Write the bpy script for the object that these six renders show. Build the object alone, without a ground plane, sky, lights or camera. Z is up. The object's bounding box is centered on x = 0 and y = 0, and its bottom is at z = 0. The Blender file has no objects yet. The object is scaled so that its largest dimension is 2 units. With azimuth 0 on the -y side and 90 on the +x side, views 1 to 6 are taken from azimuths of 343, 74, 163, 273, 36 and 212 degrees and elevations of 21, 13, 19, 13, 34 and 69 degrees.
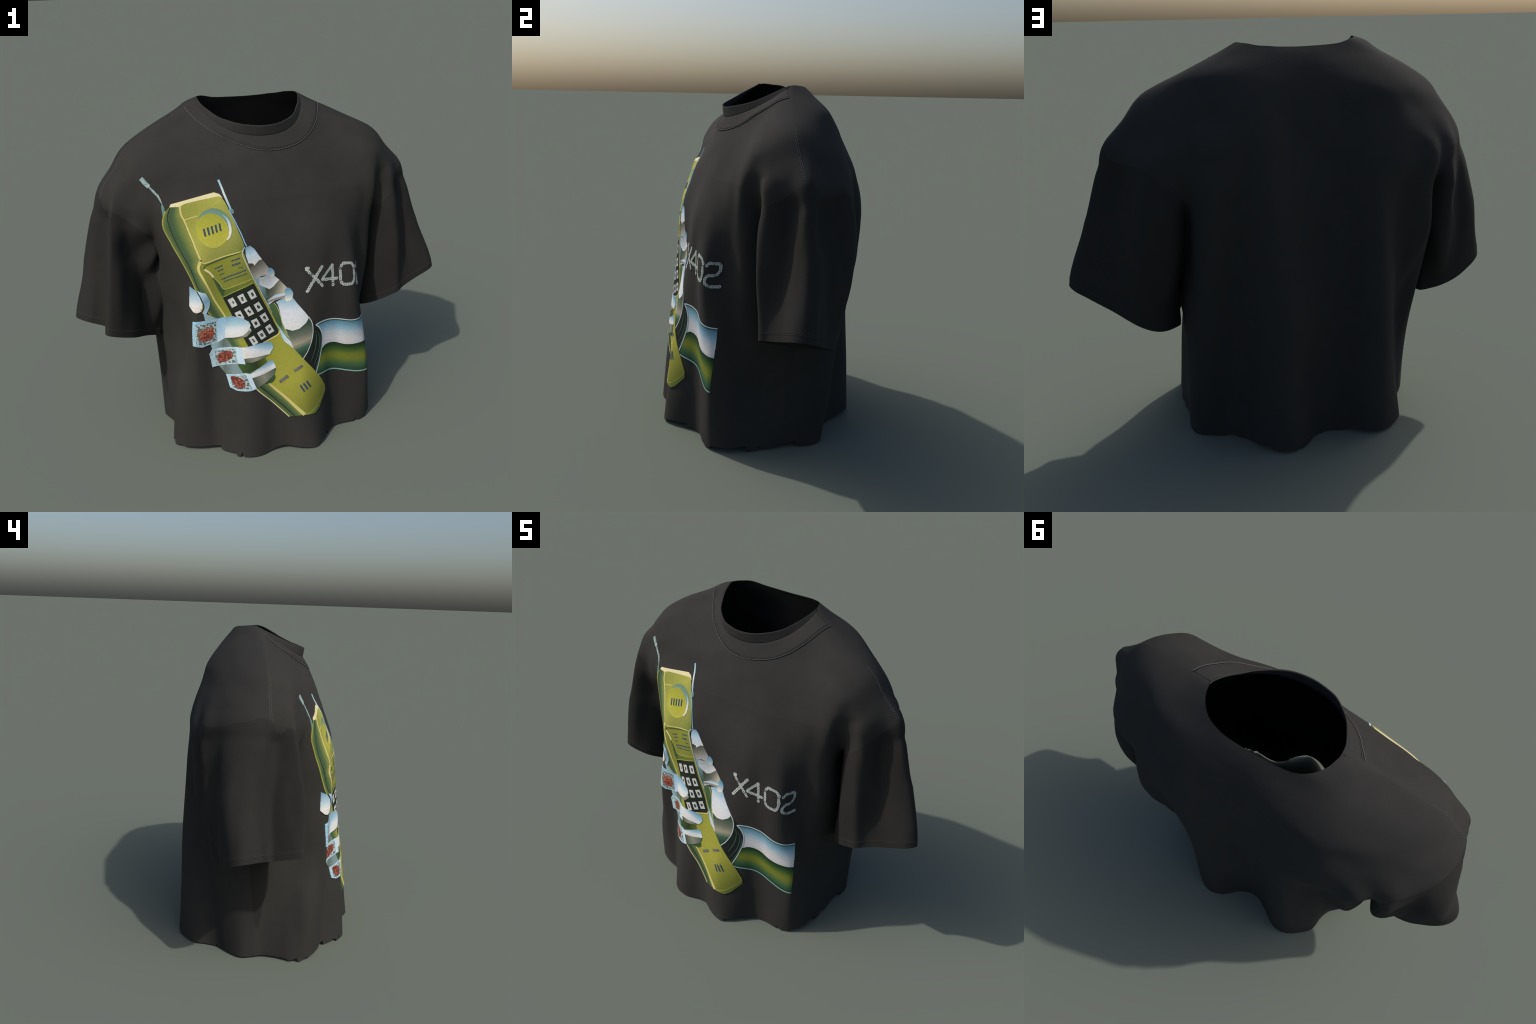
# A black oversized T-shirt standing as if worn by nobody: a thin cloth shell, drop
# shoulders, rib collar, and a large front print (flip phone held by a chrome hand).
# The cloth is an implicit surface: a torso and two hanging sleeves, each described by a
# few horizontal cross-sections, blended together and meshed, then cut into the sewn panels.
import bpy, bmesh, math, random
import numpy as np
from mathutils import Vector, Matrix

random.seed(4)
RNG = np.random.default_rng(11)
TAU = 2 * math.pi

# ------------------------------------------------------------------ cross-sections
# Every loop runs front -> wearer's left (+x) -> back -> wearer's right (-x), metres.
TORSO = {
    -0.02: [(0.0, -.482), (.04, -.497), (.10, -.50), (.15, -.465), (.21, -.39), (.245, -.36), (.30, -.347), (.37, -.35),
            (.45, -.328), (.50, -.275), (.520, -.15), (.522, -.05), (.517, .046), (.528, .14), (.508, .214), (.44, .25),
            (.365, .283), (.31, .33), (.287, .385), (.25, .45), (.21, .485), (.145, .508), (.08, .485), (.02, .43),
            (-.04, .395), (-.10, .393), (-.16, .425), (-.25, .478), (-.315, .482), (-.40, .432), (-.448, .38),
            (-.455, .30), (-.475, .24), (-.53, .185), (-.588, .10), (-.573, .04), (-.556, -.005), (-.568, -.085),
            (-.595, -.16), (-.592, -.22), (-.561, -.265), (-.47, -.31), (-.39, -.335), (-.35, -.385), (-.31, -.43),
            (-.265, -.46), (-.20, -.465), (-.14, -.447), (-.07, -.447)],
    0.30: [(0.0, -.452), (.05, -.458), (.12, -.435), (.178, -.400), (.225, -.362), (.27, -.348), (.33, -.346), (.40, -.344),
           (.454, -.332), (.482, -.255), (.472, -.17), (.468, -.08), (.495, .02), (.520, .11), (.524, .20), (.482, .280),
           (.39, .285), (.325, .325), (.292, .358), (.255, .425), (.21, .47), (.155, .482), (.09, .460), (.03, .415),
           (-.04, .382), (-.10, .380), (-.16, .405), (-.235, .458), (-.31, .475), (-.375, .43), (-.42, .348), (-.448, .29),
           (-.50, .252), (-.546, .208), (-.590, .11), (-.585, .03), (-.565, -.02), (-.555, -.09), (-.560, -.165), (-.570, -.235),
           (-.535, -.290), (-.467, -.322), (-.40, -.318), (-.36, -.340), (-.31, -.390), (-.25, -.430), (-.18, -.438), (-.12, -.430),
           (-.05, -.440)],
    0.60: [(0.0, -.410), (.07, -.410), (.133, -.397), (.20, -.368), (.27, -.350), (.33, -.352), (.39, -.340), (.436, -.292),
           (.456, -.215), (.500, -.12), (.514, -.03), (.515, .07), (.530, .15), (.528, .22), (.49, .300), (.44, .348), (.385, .335), (.335, .335),
           (.29, .375), (.24, .430), (.18, .462), (.12, .472), (.05, .442), (-.02, .400), (-.09, .378), (-.16, .398),
           (-.235, .45), (-.305, .473), (-.37, .425), (-.42, .330), (-.48, .282), (-.545, .290), (-.585, .21), (-.60, .12), (-.593, .0),
           (-.548, -.085), (-.508, -.170), (-.498, -.272), (-.478, -.332), (-.43, -.328), (-.38, -.325), (-.33, -.342),
           (-.26, -.388), (-.19, -.402), (-.10, -.398)],
    0.90: [(0.0, -.352), (.07, -.366), (.107, -.369), (.18, -.366), (.24, -.352), (.30, -.352), (.352, -.348), (.380, -.330), (.395, -.295), (.411, -.250),
           (.442, -.218), (.508, -.190), (.530, -.150), (.535, -.09), (.525, -.01), (.515, .07), (.515, .16), (.498, .24),
           (.484, .336), (.435, .405), (.365, .368), (.30, .390), (.25, .425), (.19, .452), (.12, .440), (.05, .412), (-.03, .376),
           (-.10, .385), (-.17, .402), (-.24, .445), (-.30, .458), (-.35, .42), (-.40, .372), (-.46, .360), (-.51, .370), (-.552, .375),
           (-.600, .30), (-.605, .18), (-.60, .05), (-.585, -.06), (-.570, -.12), (-.540, -.180), (-.50, -.238), (-.462, -.290), (-.42, -.335),
           (-.36, -.338), (-.30, -.345), (-.22, -.365), (-.14, -.367), (-.06, -.350)],
    1.10: [(0.0, -.335), (.10, -.346), (.18, -.350), (.25, -.336), (.335, -.310), (.40, -.262), (.45, -.228), (.505, -.205), (.528, -.180),
           (.535, -.12), (.525, -.05), (.51, .05), (.51, .15), (.505, .25), (.475, .355), (.425, .428), (.37, .392), (.30, .410), (.245, .437),
           (.18, .448), (.10, .422), (.02, .396), (-.05, .385), (-.12, .390), (-.20, .422), (-.28, .448), (-.34, .425), (-.40, .390),
           (-.46, .380), (-.51, .390), (-.558, .382), (-.600, .285), (-.61, .18), (-.60, .05), (-.590, -.06), (-.582, -.14), (-.560, -.205),
           (-.50, -.262), (-.412, -.312), (-.30, -.325), (-.214, -.343), (-.10, -.332)],
    1.30: [(0.0, -.278), (.20, -.276), (.33, -.245), (.42, -.228), (.48, -.212), (.535, -.210), (.560, -.165), (.60, -.115), (.65, -.105),
           (.70, -.06), (.764, -.01), (.794, .032), (.742, .10), (.68, .207), (.61, .292), (.50, .330), (.44, .385), (.38, .405),
           (.30, .408), (.20, .425), (.10, .395), (.0, .372), (-.08, .370), (-.18, .396), (-.28, .418), (-.38, .418), (-.48, .390),
           (-.56, .378), (-.62, .335), (-.690, .308), (-.742, .232), (-.778, .187), (-.803, .125), (-.815, .05), (-.803, -.02), (-.785, -.085), (-.70, -.122),
           (-.65, -.148), (-.61, -.178), (-.55, -.212), (-.474, -.236), (-.40, -.248), (-.20, -.272)],
    1.38: [(0.0, -.250), (.10, -.247), (.20, -.238), (.33, -.205), (.45, -.190), (.535, -.186), (.59, -.146), (.65, -.098), (.70, -.050),
           (.730, -.010), (.757, .030), (.726, .09), (.66, .178), (.58, .262), (.50, .315), (.42, .365), (.34, .395), (.25, .410),
           (.18, .410), (.09, .380), (.0, .372), (-.08, .370), (-.18, .380), (-.28, .396), (-.40, .392), (-.50, .360), (-.58, .325),
           (-.66, .286), (-.72, .222), (-.772, .155), (-.795, .085), (-.790, .02), (-.780, -.045), (-.760, -.098), (-.71, -.128),
           (-.65, -.145), (-.60, -.170), (-.53, -.183), (-.45, -.200), (-.28, -.218), (-.12, -.242)],
    1.45: [(0.0, -.220), (.10, -.218), (.20, -.200), (.33, -.168), (.45, -.155), (.54, -.158), (.61, -.11), (.66, -.05), (.699, .025),
           (.682, .10), (.60, .20), (.50, .275), (.37, .345), (.25, .390), (.18, .390), (.08, .368), (.0, .366), (-.08, .364),
           (-.18, .365), (-.28, .372), (-.40, .365), (-.50, .322), (-.62, .26), (-.70, .19), (-.738, .11), (-.752, .04), (-.735, -.03),
           (-.70, -.105), (-.60, -.150), (-.45, -.168), (-.28, -.192)],
    1.55: [(0.0, -.168), (.12, -.150), (.25, -.112), (.35, -.088), (.47, -.078), (.56, -.042), (.605, .025), (.565, .13),
           (.465, .235), (.33, .315), (.18, .350), (.06, .343), (-.05, .343), (-.18, .350), (-.34, .342), (-.47, .292), (-.58, .205),
           (-.65, .13), (-.678, .05), (-.660, -.015), (-.585, -.080), (-.45, -.095), (-.30, -.110), (-.20, -.130), (-.10, -.158)],
    1.63: [(0.0, -.108), (.10, -.098), (.20, -.070), (.30, -.022), (.40, .01), (.440, .06), (.446, .150), (.358, .248),
           (.17, .300), (.0, .304), (-.18, .304), (-.37, .268), (-.49, .180), (-.535, .10), (-.552, .04), (-.52, .01),
           (-.42, -.005), (-.302, -.043), (-.25, -.06), (-.15, -.09)],
    1.70: [(0.0, -.03), (.15, .0), (.25, .05), (.303, .095), (.282, .172), (.14, .243), (.0, .258), (-.15, .250), (-.32, .208),
           (-.385, .135), (-.398, .062), (-.35, .04), (-.20, .0)],
    1.745: [(0.0, .05), (.10, .06), (.19, .09), (.225, .115), (.19, .165), (.10, .205), (.0, .212), (-.15, .215), (-.25, .19), (-.33, .11),
            (-.31, .07), (-.15, .05)],
    1.80: [(.06, .12), (.0, .15), (-.10, .12), (.0, .09)],
}
# Sleeve sections lie on planes parallel to the slanted cuff: level = z - .36(|x|-.75) - slope*y
SLEEVE_LEFT = {
    0.50: None,
    0.625: [(.615, -.135), (.67, -.152), (.72, -.162), (.755, -.137), (.79, -.122), (.857, -.104), (.93, -.094), (.965, -.084),
            (1.0, -.045), (.978, .004), (.936, .033), (.90, .06), (.825, .113), (.753, .175), (.714, .198), (.67, .208),
            (.625, .195), (.575, .155), (.530, .10), (.522, .03), (.552, -.085)],
    0.95: [(.59, -.125), (.645, -.155), (.70, -.170), (.745, -.110), (.785, -.058), (.85, -.042), (.905, -.008), (.900, .035),
           (.80, .115), (.760, .185), (.70, .268), (.64, .292), (.585, .292), (.532, .20), (.535, .05), (.556, -.06)],
    1.20: [(.595, -.125), (.630, -.138), (.685, -.140), (.712, -.100), (.735, -.035), (.785, -.018), (.828, -.002), (.832, .035),
           (.755, .088), (.722, .168), (.69, .270), (.63, .315), (.562, .322), (.50, .24), (.48, .10), (.53, -.02)],
    1.36: [(.58, -.09), (.65, -.115), (.69, -.06), (.72, -.01), (.757, .02), (.745, .06), (.687, .135), (.657, .242), (.59, .285), (.50, .27),
           (.46, .10), (.50, -.03)],
    1.50: [(.50, .0), (.54, .01), (.555, .04), (.54, .07), (.50, .08), (.47, .04)],
}
SLEEVE_RIGHT = {
    0.50: None,
    0.61: [(-.570, .0), (-.595, .06), (-.625, .12), (-.645, .165), (-.69, .185), (-.72, .195), (-.77, .202), (-.83, .198), (-.88, .182),
           (-.943, .155), (-.982, .125), (-1.003, .080), (-.975, .02), (-.940, -.010), (-.900, -.02),
           (-.862, -.040), (-.850, -.075), (-.868, -.125), (-.895, -.165), (-.875, -.208), (-.836, -.208), (-.79, -.192),
           (-.735, -.160), (-.68, -.100), (-.63, -.060), (-.588, -.040)],
    0.95: [(-.56, .0), (-.622, .08), (-.625, .24), (-.655, .305), (-.70, .305), (-.745, .268), (-.79, .228), (-.86, .212),
           (-.915, .165), (-.922, .115), (-.902, .045), (-.845, -.005), (-.818, -.050), (-.818, -.10), (-.862, -.155), (-.845, -.192),
           (-.79, -.188), (-.73, -.132), (-.67, -.088), (-.61, -.078), (-.565, -.075)],
    1.08: [(-.590, -.03), (-.59, .08), (-.60, .23), (-.635, .285), (-.665, .310), (-.705, .308), (-.74, .262), (-.78, .226), (-.84, .205),
           (-.885, .155), (-.892, .085), (-.868, .020), (-.815, -.03), (-.803, -.08), (-.808, -.115), (-.838, -.150), (-.825, -.172),
           (-.78, -.160), (-.73, -.115), (-.67, -.098), (-.59, -.125)],
    1.20: [(-.58, -.05), (-.55, .08), (-.58, .22), (-.625, .275), (-.665, .318), (-.705, .318), (-.735, .275), (-.77, .235), (-.82, .198),
           (-.852, .145), (-.862, .06), (-.845, .005), (-.790, -.05), (-.795, -.10), (-.812, -.145), (-.775, -.148), (-.72, -.135),
           (-.66, -.148), (-.61, -.14)],
    1.36: [(-.60, -.12), (-.55, .10), (-.58, .26), (-.645, .302), (-.70, .262), (-.765, .165), (-.785, .085), (-.785, .02), (-.765, -.045),
           (-.750, -.09), (-.70, -.10)],
    1.50: [(-.57, .0), (-.55, .04), (-.58, .08), (-.62, .07), (-.63, .03), (-.61, .0)],
}
CUFF = {1: (.617, -.21), -1: (.615, -.22)}        # level and y-slope of each cuff plane


def closed_spline(points, n=1500):
    """Centripetal Catmull-Rom through a closed loop of points."""
    p = np.array(points, float)
    m = len(p)
    q = np.vstack([p[-1], p, p[0], p[1]])
    out = []
    per = max(6, n // m)
    for i in range(m):
        p0, p1, p2, p3 = q[i], q[i + 1], q[i + 2], q[i + 3]
        t0 = 0.0
        t1 = t0 + max(1e-6, np.linalg.norm(p1 - p0)) ** .5
        t2 = t1 + max(1e-6, np.linalg.norm(p2 - p1)) ** .5
        t3 = t2 + max(1e-6, np.linalg.norm(p3 - p2)) ** .5
        t = np.linspace(t1, t2, per, endpoint=False)[:, None]
        a1 = (t1 - t) / (t1 - t0) * p0 + (t - t0) / (t1 - t0) * p1
        a2 = (t2 - t) / (t2 - t1) * p1 + (t - t1) / (t2 - t1) * p2
        a3 = (t3 - t) / (t3 - t2) * p2 + (t - t2) / (t3 - t2) * p3
        b1 = (t2 - t) / (t2 - t0) * a1 + (t - t0) / (t2 - t0) * a2
        b2 = (t3 - t) / (t3 - t1) * a2 + (t - t1) / (t3 - t1) * a3
        out.append((t2 - t) / (t2 - t1) * b1 + (t - t1) / (t2 - t1) * b2)
    return np.vstack(out)


def open_spline(points, n):
    """Smooth curve through points, resampled evenly to n."""
    p = np.array(points, float)
    q = np.vstack([2 * p[0] - p[1], p, 2 * p[-1] - p[-2]])
    out = []
    for i in range(len(p) - 1):
        p0, p1, p2, p3 = q[i:i + 4]
        t = np.linspace(0, 1, 24, endpoint=False)[:, None]
        out.append(.5 * (2 * p1 + (p2 - p0) * t + (2 * p0 - 5 * p1 + 4 * p2 - p3) * t ** 2 + (3 * p1 - p0 - 3 * p2 + p3) * t ** 3))
    c = np.vstack(out + [p[-1:]])
    d = np.r_[0, np.cumsum(np.linalg.norm(np.diff(c, axis=0), axis=1))]
    t = np.linspace(0, d[-1], n)
    return np.stack([np.interp(t, d, c[:, k]) for k in range(c.shape[1])], 1)


def glide(x, y, xi):
    """Smooth (Catmull-Rom) interpolation of the rows y at unevenly spaced x."""
    h = np.diff(x)[:, None]
    d = np.diff(y, axis=0) / h
    m = np.empty_like(y)
    m[0], m[-1] = d[0], d[-1]
    m[1:-1] = (d[:-1] * h[1:] + d[1:] * h[:-1]) / (h[1:] + h[:-1])
    k = np.clip(np.searchsorted(x, xi) - 1, 0, len(x) - 2)
    t = ((xi - x[k]) / (x[k + 1] - x[k]))[:, None]
    hk = h[k]
    return ((1 + 2 * t) * (1 - t) ** 2 * y[k] + t * (1 - t) ** 2 * hk * m[k]
            + t * t * (3 - 2 * t) * y[k + 1] + t * t * (t - 1) * hk * m[k + 1])


class Tube:
    """A surface given as radius(angle, level) about a wandering centre line."""
    NA, NZ = 1440, 420

    def __init__(self, sections, centre, smooth):
        self.lv = np.array(sorted(sections))
        self.centre = centre
        az = np.arange(self.NA) / self.NA * TAU
        rows = []
        for z in self.lv:
            c = closed_spline(sections[z])
            cx, cy = centre(np.array([z]))
            a = np.arctan2(c[:, 0] - cx, -(c[:, 1] - cy)) % TAU
            r = np.hypot(c[:, 0] - cx, c[:, 1] - cy)
            o = np.argsort(a)
            a, r = a[o], r[o]
            rr = np.interp(az, np.r_[a[-20:] - TAU, a, a[:20] + TAU], np.r_[r[-20:], r, r[:20]])
            rows.append(self.blur(rr[None], smooth)[0])
        self.z = np.linspace(self.lv[0], self.lv[-1], self.NZ)
        self.R = glide(self.lv, np.array(rows), self.z)
        k = np.ones(9) / 9
        pad = np.vstack([self.R[:1]] * 4 + [self.R] + [self.R[-1:]] * 4)
        self.R = sum(pad[i:i + self.NZ] * k[i] for i in range(9))
        da = (np.roll(self.R, -4, 1) - np.roll(self.R, 4, 1)) / (8 * TAU / self.NA) / np.maximum(self.R, .03)
        dz = np.gradient(self.R, self.z, axis=0)
        self.G = 1 / np.sqrt(1 + self.blur(np.abs(da), 6) ** 2 + self.blur(np.abs(dz), 6) ** 2)

    @staticmethod
    def blur(a, s):
        n = int(3 * s) + 1
        w = np.exp(-.5 * (np.arange(-n, n + 1) / s) ** 2)
        w /= w.sum()
        return sum(np.roll(a, i - n, 1) * w[i] for i in range(2 * n + 1))

    def look(self, table, a, z):
        fi = np.clip((z - self.z[0]) / (self.z[-1] - self.z[0]) * (self.NZ - 1), 0, self.NZ - 1.001)
        i = fi.astype(int)
        u = fi - i
        fj = (a % TAU) / TAU * self.NA
        j = fj.astype(int) % self.NA
        v = fj - np.floor(fj)
        j2 = (j + 1) % self.NA
        return ((table[i, j] * (1 - v) + table[i, j2] * v) * (1 - u) + (table[i + 1, j] * (1 - v) + table[i + 1, j2] * v) * u)

    def field(self, x, y, level):
        cx, cy = self.centre(level)
        a = np.arctan2(x - cx, -(y - cy))
        r = np.hypot(x - cx, y - cy)
        f = (r - self.look(self.R, a, level)) * self.look(self.G, a, level)
        over = level - self.z[-1]
        return np.where(over > 0, np.maximum(f, over), f)


def ramp(pairs):
    xs, ys = zip(*pairs)
    return lambda z: np.interp(z, xs, ys)


torso_y = ramp([(0, .02), (1.3, .03), (1.5, .06), (1.63, .09), (1.7, .11), (1.75, .12), (1.8, .12)])
torso = Tube(TORSO, lambda z: (np.full_like(z, -.02), torso_y(z)), 5)
for S in (SLEEVE_LEFT, SLEEVE_RIGHT):
    S[0.50] = S[sorted(S)[1]]
lx, ly = ramp([(.6, .745), (.95, .71), (1.2, .66), (1.36, .61), (1.50, .54)]), ramp([(.6, .02), (1.2, .08), (1.36, .08), (1.50, .04)])
rx, ry = ramp([(.6, -.79), (.95, -.755), (1.2, -.71), (1.36, -.68), (1.50, -.62)]), ramp([(.6, .06), (1.2, .08), (1.50, .05)])
sleeves = {1: Tube(SLEEVE_LEFT, lambda z: (lx(z), ly(z)), 8), -1: Tube(SLEEVE_RIGHT, lambda z: (rx(z), ry(z)), 8)}


def cuff_level(side, x, y, z):
    slope = np.where(y > 0, CUFF[side][1], CUFF[side][1] + (.07 if side < 0 else 0))
    return z - .36 * (side * x - .75) - slope * y


def smooth_min(a, b, k):
    h = np.maximum(k - np.abs(a - b), 0) / k
    return np.minimum(a, b) - h * h * k / 4


BLEND = ramp([(.5, .008), (.9, .012), (1.1, .018), (1.2, .035), (1.28, .065), (1.42, .065), (1.5, .05)])


def cloth(p):
    """Signed distance-like field of the whole shirt (negative inside)."""
    x, y, z = p[:, 0], p[:, 1], p[:, 2]
    f = torso.field(x, y, z)
    k = BLEND(z)
    for side in (1, -1):
        near = (side * x > .35) & (z < 1.65)
        if near.any():
            xs, ys, zs = x[near], y[near], z[near]
            lv = cuff_level(side, xs, ys, zs)
            s = np.maximum(sleeves[side].field(xs, ys, lv), CUFF[side][0] - .010 - lv)
            # the hanging cuff stays clear of the body
            s = np.maximum(s, np.interp(lv, [.64, .72] if side < 0 else [.70, .82], [.014, -.12]) - f[near])
            f[near] = smooth_min(f[near], s, k[near])
    return f


def gradient(p, e=.005):
    g = np.stack([cloth(p + d) - cloth(p - d) for d in np.eye(3) * e], 1)
    return g / np.maximum(np.linalg.norm(g, axis=1, keepdims=True), 1e-9)


def settle(p, steps=3, e=.004):
    """Pull points onto the cloth surface along the field's gradient."""
    for _ in range(steps):
        f = cloth(p)
        g = np.stack([cloth(p + d) - cloth(p - d) for d in np.eye(3) * e], 1) / (2 * e)
        n2 = np.maximum((g * g).sum(1), .15)
        p = p - np.clip(f / n2, -.012, .012)[:, None] * g
    return p


def surface_net(h):
    """Mesh the zero level of the field with naive surface nets: one vertex per crossed cell."""
    lo, hi = np.array([-1.06, -.56, -.045]), np.array([1.06, .56, 1.80])
    n = np.ceil((hi - lo) / h).astype(int) + 1
    ax = [lo[i] + np.arange(n[i]) * h for i in range(3)]
    F = np.empty(n, np.float64)
    Y, Z = np.meshgrid(ax[1], ax[2], indexing="ij")
    for i, xv in enumerate(ax[0]):
        F[i] = cloth(np.stack([np.full(Y.size, xv), Y.ravel(), Z.ravel()], 1)).reshape(Y.shape)
    inside = F < 0
    c = n - 1
    acc, cnt = np.zeros((*c, 3)), np.zeros(c)
    corners = [(i, j, k) for i in (0, 1) for j in (0, 1) for k in (0, 1)]
    for a in corners:
        for axis in range(3):
            if a[axis]:
                continue
            b = list(a)
            b[axis] = 1
            sl = lambda o: tuple(slice(o[d], o[d] + c[d]) for d in range(3))
            fa, fb = F[sl(a)], F[sl(b)]
            cross = (fa < 0) != (fb < 0)
            t = np.where(cross, fa / np.where(cross, fa - fb, 1), 0)
            for d in range(3):
                acc[..., d] += np.where(cross, a[d] + (t if d == axis else 0), 0)
            cnt += cross
    act = cnt > 0
    idx = np.full(c, -1)
    idx[act] = np.arange(act.sum())
    cell = np.argwhere(act)
    verts = lo + (cell + acc[act] / cnt[act][:, None]) * h
    quads = []
    for axis in range(3):
        u, v = [(1, 2), (2, 0), (0, 1)][axis]
        sa, sb = [slice(None)] * 3, [slice(None)] * 3
        sa[axis], sb[axis] = slice(0, -1), slice(1, None)
        A, B = inside[tuple(sa)], inside[tuple(sb)]
        for flip in (False, True):
            e = np.argwhere((A & ~B) if not flip else (~A & B))
            ok = (e[:, u] > 0) & (e[:, v] > 0) & (e[:, u] < c[u]) & (e[:, v] < c[v])
            e = e[ok]
            def at(du, dv):
                q = e.copy()
                q[:, u] += du
                q[:, v] += dv
                return idx[q[:, 0], q[:, 1], q[:, 2]]
            quad = np.stack([at(-1, -1), at(0, -1), at(0, 0), at(-1, 0)], 1)
            quads.append(quad[:, ::-1] if flip else quad)
    return verts, np.vstack(quads)


# ------------------------------------------------------------------ flat print coordinates on the torso
def print_table():
    """Angle on the torso as a function of (distance along the cloth from the centre front, height)."""
    a = np.linspace(-2.6, 2.6, 1400)
    sg = np.linspace(-.95, .95, 761)
    T_ = np.empty((len(torso.z), len(sg)))
    for i, z in enumerate(torso.z):
        zz = np.full_like(a, z)
        cx, cy = torso.centre(zz)
        r = torso.look(torso.R, a, zz)
        x, y = cx + r * np.sin(a), cy - r * np.cos(a)
        d = np.r_[0, np.cumsum(np.hypot(np.diff(x), np.diff(y)))]
        mid = len(a) // 2
        k = mid - 150 + np.argmin(np.abs(x[mid - 150:mid + 150]))
        T_[i] = np.interp(sg, d - d[k], a)
    return sg, T_


PRINT_S, PRINT_A = print_table()


def print_to_angle(s, z):
    fi = np.clip((z - torso.z[0]) / (torso.z[-1] - torso.z[0]) * (len(torso.z) - 1), 0, len(torso.z) - 1.001)
    fj = np.clip((s - PRINT_S[0]) / (PRINT_S[1] - PRINT_S[0]), 0, len(PRINT_S) - 1.001)
    i, j = fi.astype(int), fj.astype(int)
    u, v = fi - i, fj - j
    return (PRINT_A[i, j] * (1 - v) + PRINT_A[i, j + 1] * v) * (1 - u) + (PRINT_A[i + 1, j] * (1 - v) + PRINT_A[i + 1, j + 1] * v) * u


def print_point(s, z):
    """A point of the flat artwork laid onto the cloth."""
    s, z = np.asarray(s, float), np.asarray(z, float)
    a = print_to_angle(s, z)
    cx, cy = torso.centre(z)
    r = torso.look(torso.R, a, z)
    return np.stack([cx + r * np.sin(a), cy - r * np.cos(a), z], -1)

# ------------------------------------------------------------------ cutting the cloth into panels
NECK_RIM = [(-.025, .237, 1.718), (.03, .237, 1.717), (.089, .234, 1.72), (.13, .225, 1.723), (.168, .21, 1.728), (.200, .183, 1.733), (.224, .147, 1.736),
            (.238, .105, 1.733), (.234, .078, 1.724), (.216, .031, 1.701), (.191, -.011, 1.679), (.164, -.053, 1.660), (.131, -.088, 1.647), (.094, -.118, 1.639),
            (.052, -.142, 1.632), (.006, -.155, 1.629), (-.043, -.159, 1.629), (-.092, -.152, 1.634), (-.142, -.137, 1.642), (-.187, -.105, 1.655),
            (-.227, -.065, 1.671), (-.258, -.012, 1.696), (-.283, .043, 1.722), (-.291, .100, 1.748), (-.277, .150, 1.747), (-.256, .184, 1.744),
            (-.228, .209, 1.739), (-.192, .225, 1.730), (-.152, .232, 1.723), (-.09, .236, 1.719)]
COLLAR_FOLD = [(.243, .085, 1.720), (.238, .045, 1.690), (.212, -.005, 1.655), (.178, -.055, 1.625), (.135, -.098, 1.602), (.085, -.128, 1.587),
               (.03, -.146, 1.579), (-.025, -.152, 1.578), (-.085, -.148, 1.583), (-.145, -.130, 1.595), (-.197, -.098, 1.617), (-.240, -.055, 1.645),
               (-.270, -.005, 1.676), (-.289, .045, 1.712), (-.294, .085, 1.742)]
COLLAR_STITCH = [(.337, .071, 1.677), (.318, .030, 1.652), (.285, -.030, 1.612), (.240, -.085, 1.575), (.180, -.132, 1.543), (.110, -.167, 1.521),
                 (.040, -.186, 1.511), (-.025, -.191, 1.509), (-.092, -.184, 1.517), (-.165, -.160, 1.543), (-.235, -.112, 1.581), (-.290, -.057, 1.624),
                 (-.335, .012, 1.668), (-.359, .066, 1.697)]


def split(verts, tris, value):
    """Cut triangles along the zero line of a value given per vertex."""
    val = value.copy()
    val[np.abs(val) < 1e-5] = 1e-5
    s = val[tris] > 0
    mixed = s.any(1) & ~s.all(1)
    keep, cut = tris[~mixed], tris[mixed]
    new, seen, pts = [], {}, []

    def mid(a, b):
        k = (a, b) if a < b else (b, a)
        if k not in seen:
            t = val[k[0]] / (val[k[0]] - val[k[1]])
            seen[k] = len(verts) + len(pts)
            pts.append(verts[k[0]] * (1 - t) + verts[k[1]] * t)
        return seen[k]
    for t in cut:
        pos = [val[i] > 0 for i in t]
        k = pos.index(True) if sum(pos) == 1 else pos.index(False)
        a, b, c = int(t[k]), int(t[(k + 1) % 3]), int(t[(k + 2) % 3])
        ab, ac = mid(a, b), mid(a, c)
        new += [(a, ab, ac), (ab, b, c), (ab, c, ac)]
    if pts:
        verts = np.vstack([verts, np.array(pts)])
        tris = np.vstack([keep, np.array(new)])
    return verts, tris


def neck_distance(p):
    """Signed plan distance to the neck opening (negative inside it)."""
    c = NECK_CUT[:, :2]
    nxt = np.roll(c, -1, 0)
    far = ~((p[:, 2] > 1.35) & (np.abs(p[:, 0] + .025) < .45) & (np.abs(p[:, 1] - .04) < .38))
    if far.any():
        d, i = np.full(len(p), 1.0), np.zeros(len(p), int)
        if not far.all():
            d[~far], i[~far] = neck_distance(p[~far])
        return d, i
    e = (nxt - c)[None]
    w = p[:, None, :2] - c[None]
    t = np.clip((w * e).sum(2) / (e * e).sum(2), 0, 1)
    d2 = ((w - t[..., None] * e) ** 2).sum(2)
    i = d2.argmin(1)
    d = np.sqrt(d2[np.arange(len(p)), i])
    x, y = p[:, 0:1], p[:, 1:2]
    hit = ((c[None, :, 1] > y) != (nxt[None, :, 1] > y)) & (x < (nxt[None, :, 0] - c[None, :, 0]) * (y - c[None, :, 1]) / (nxt[None, :, 1] - c[None, :, 1] + 1e-12) + c[None, :, 0])
    return np.where(hit.sum(1) % 2 == 1, -d, d), i


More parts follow.
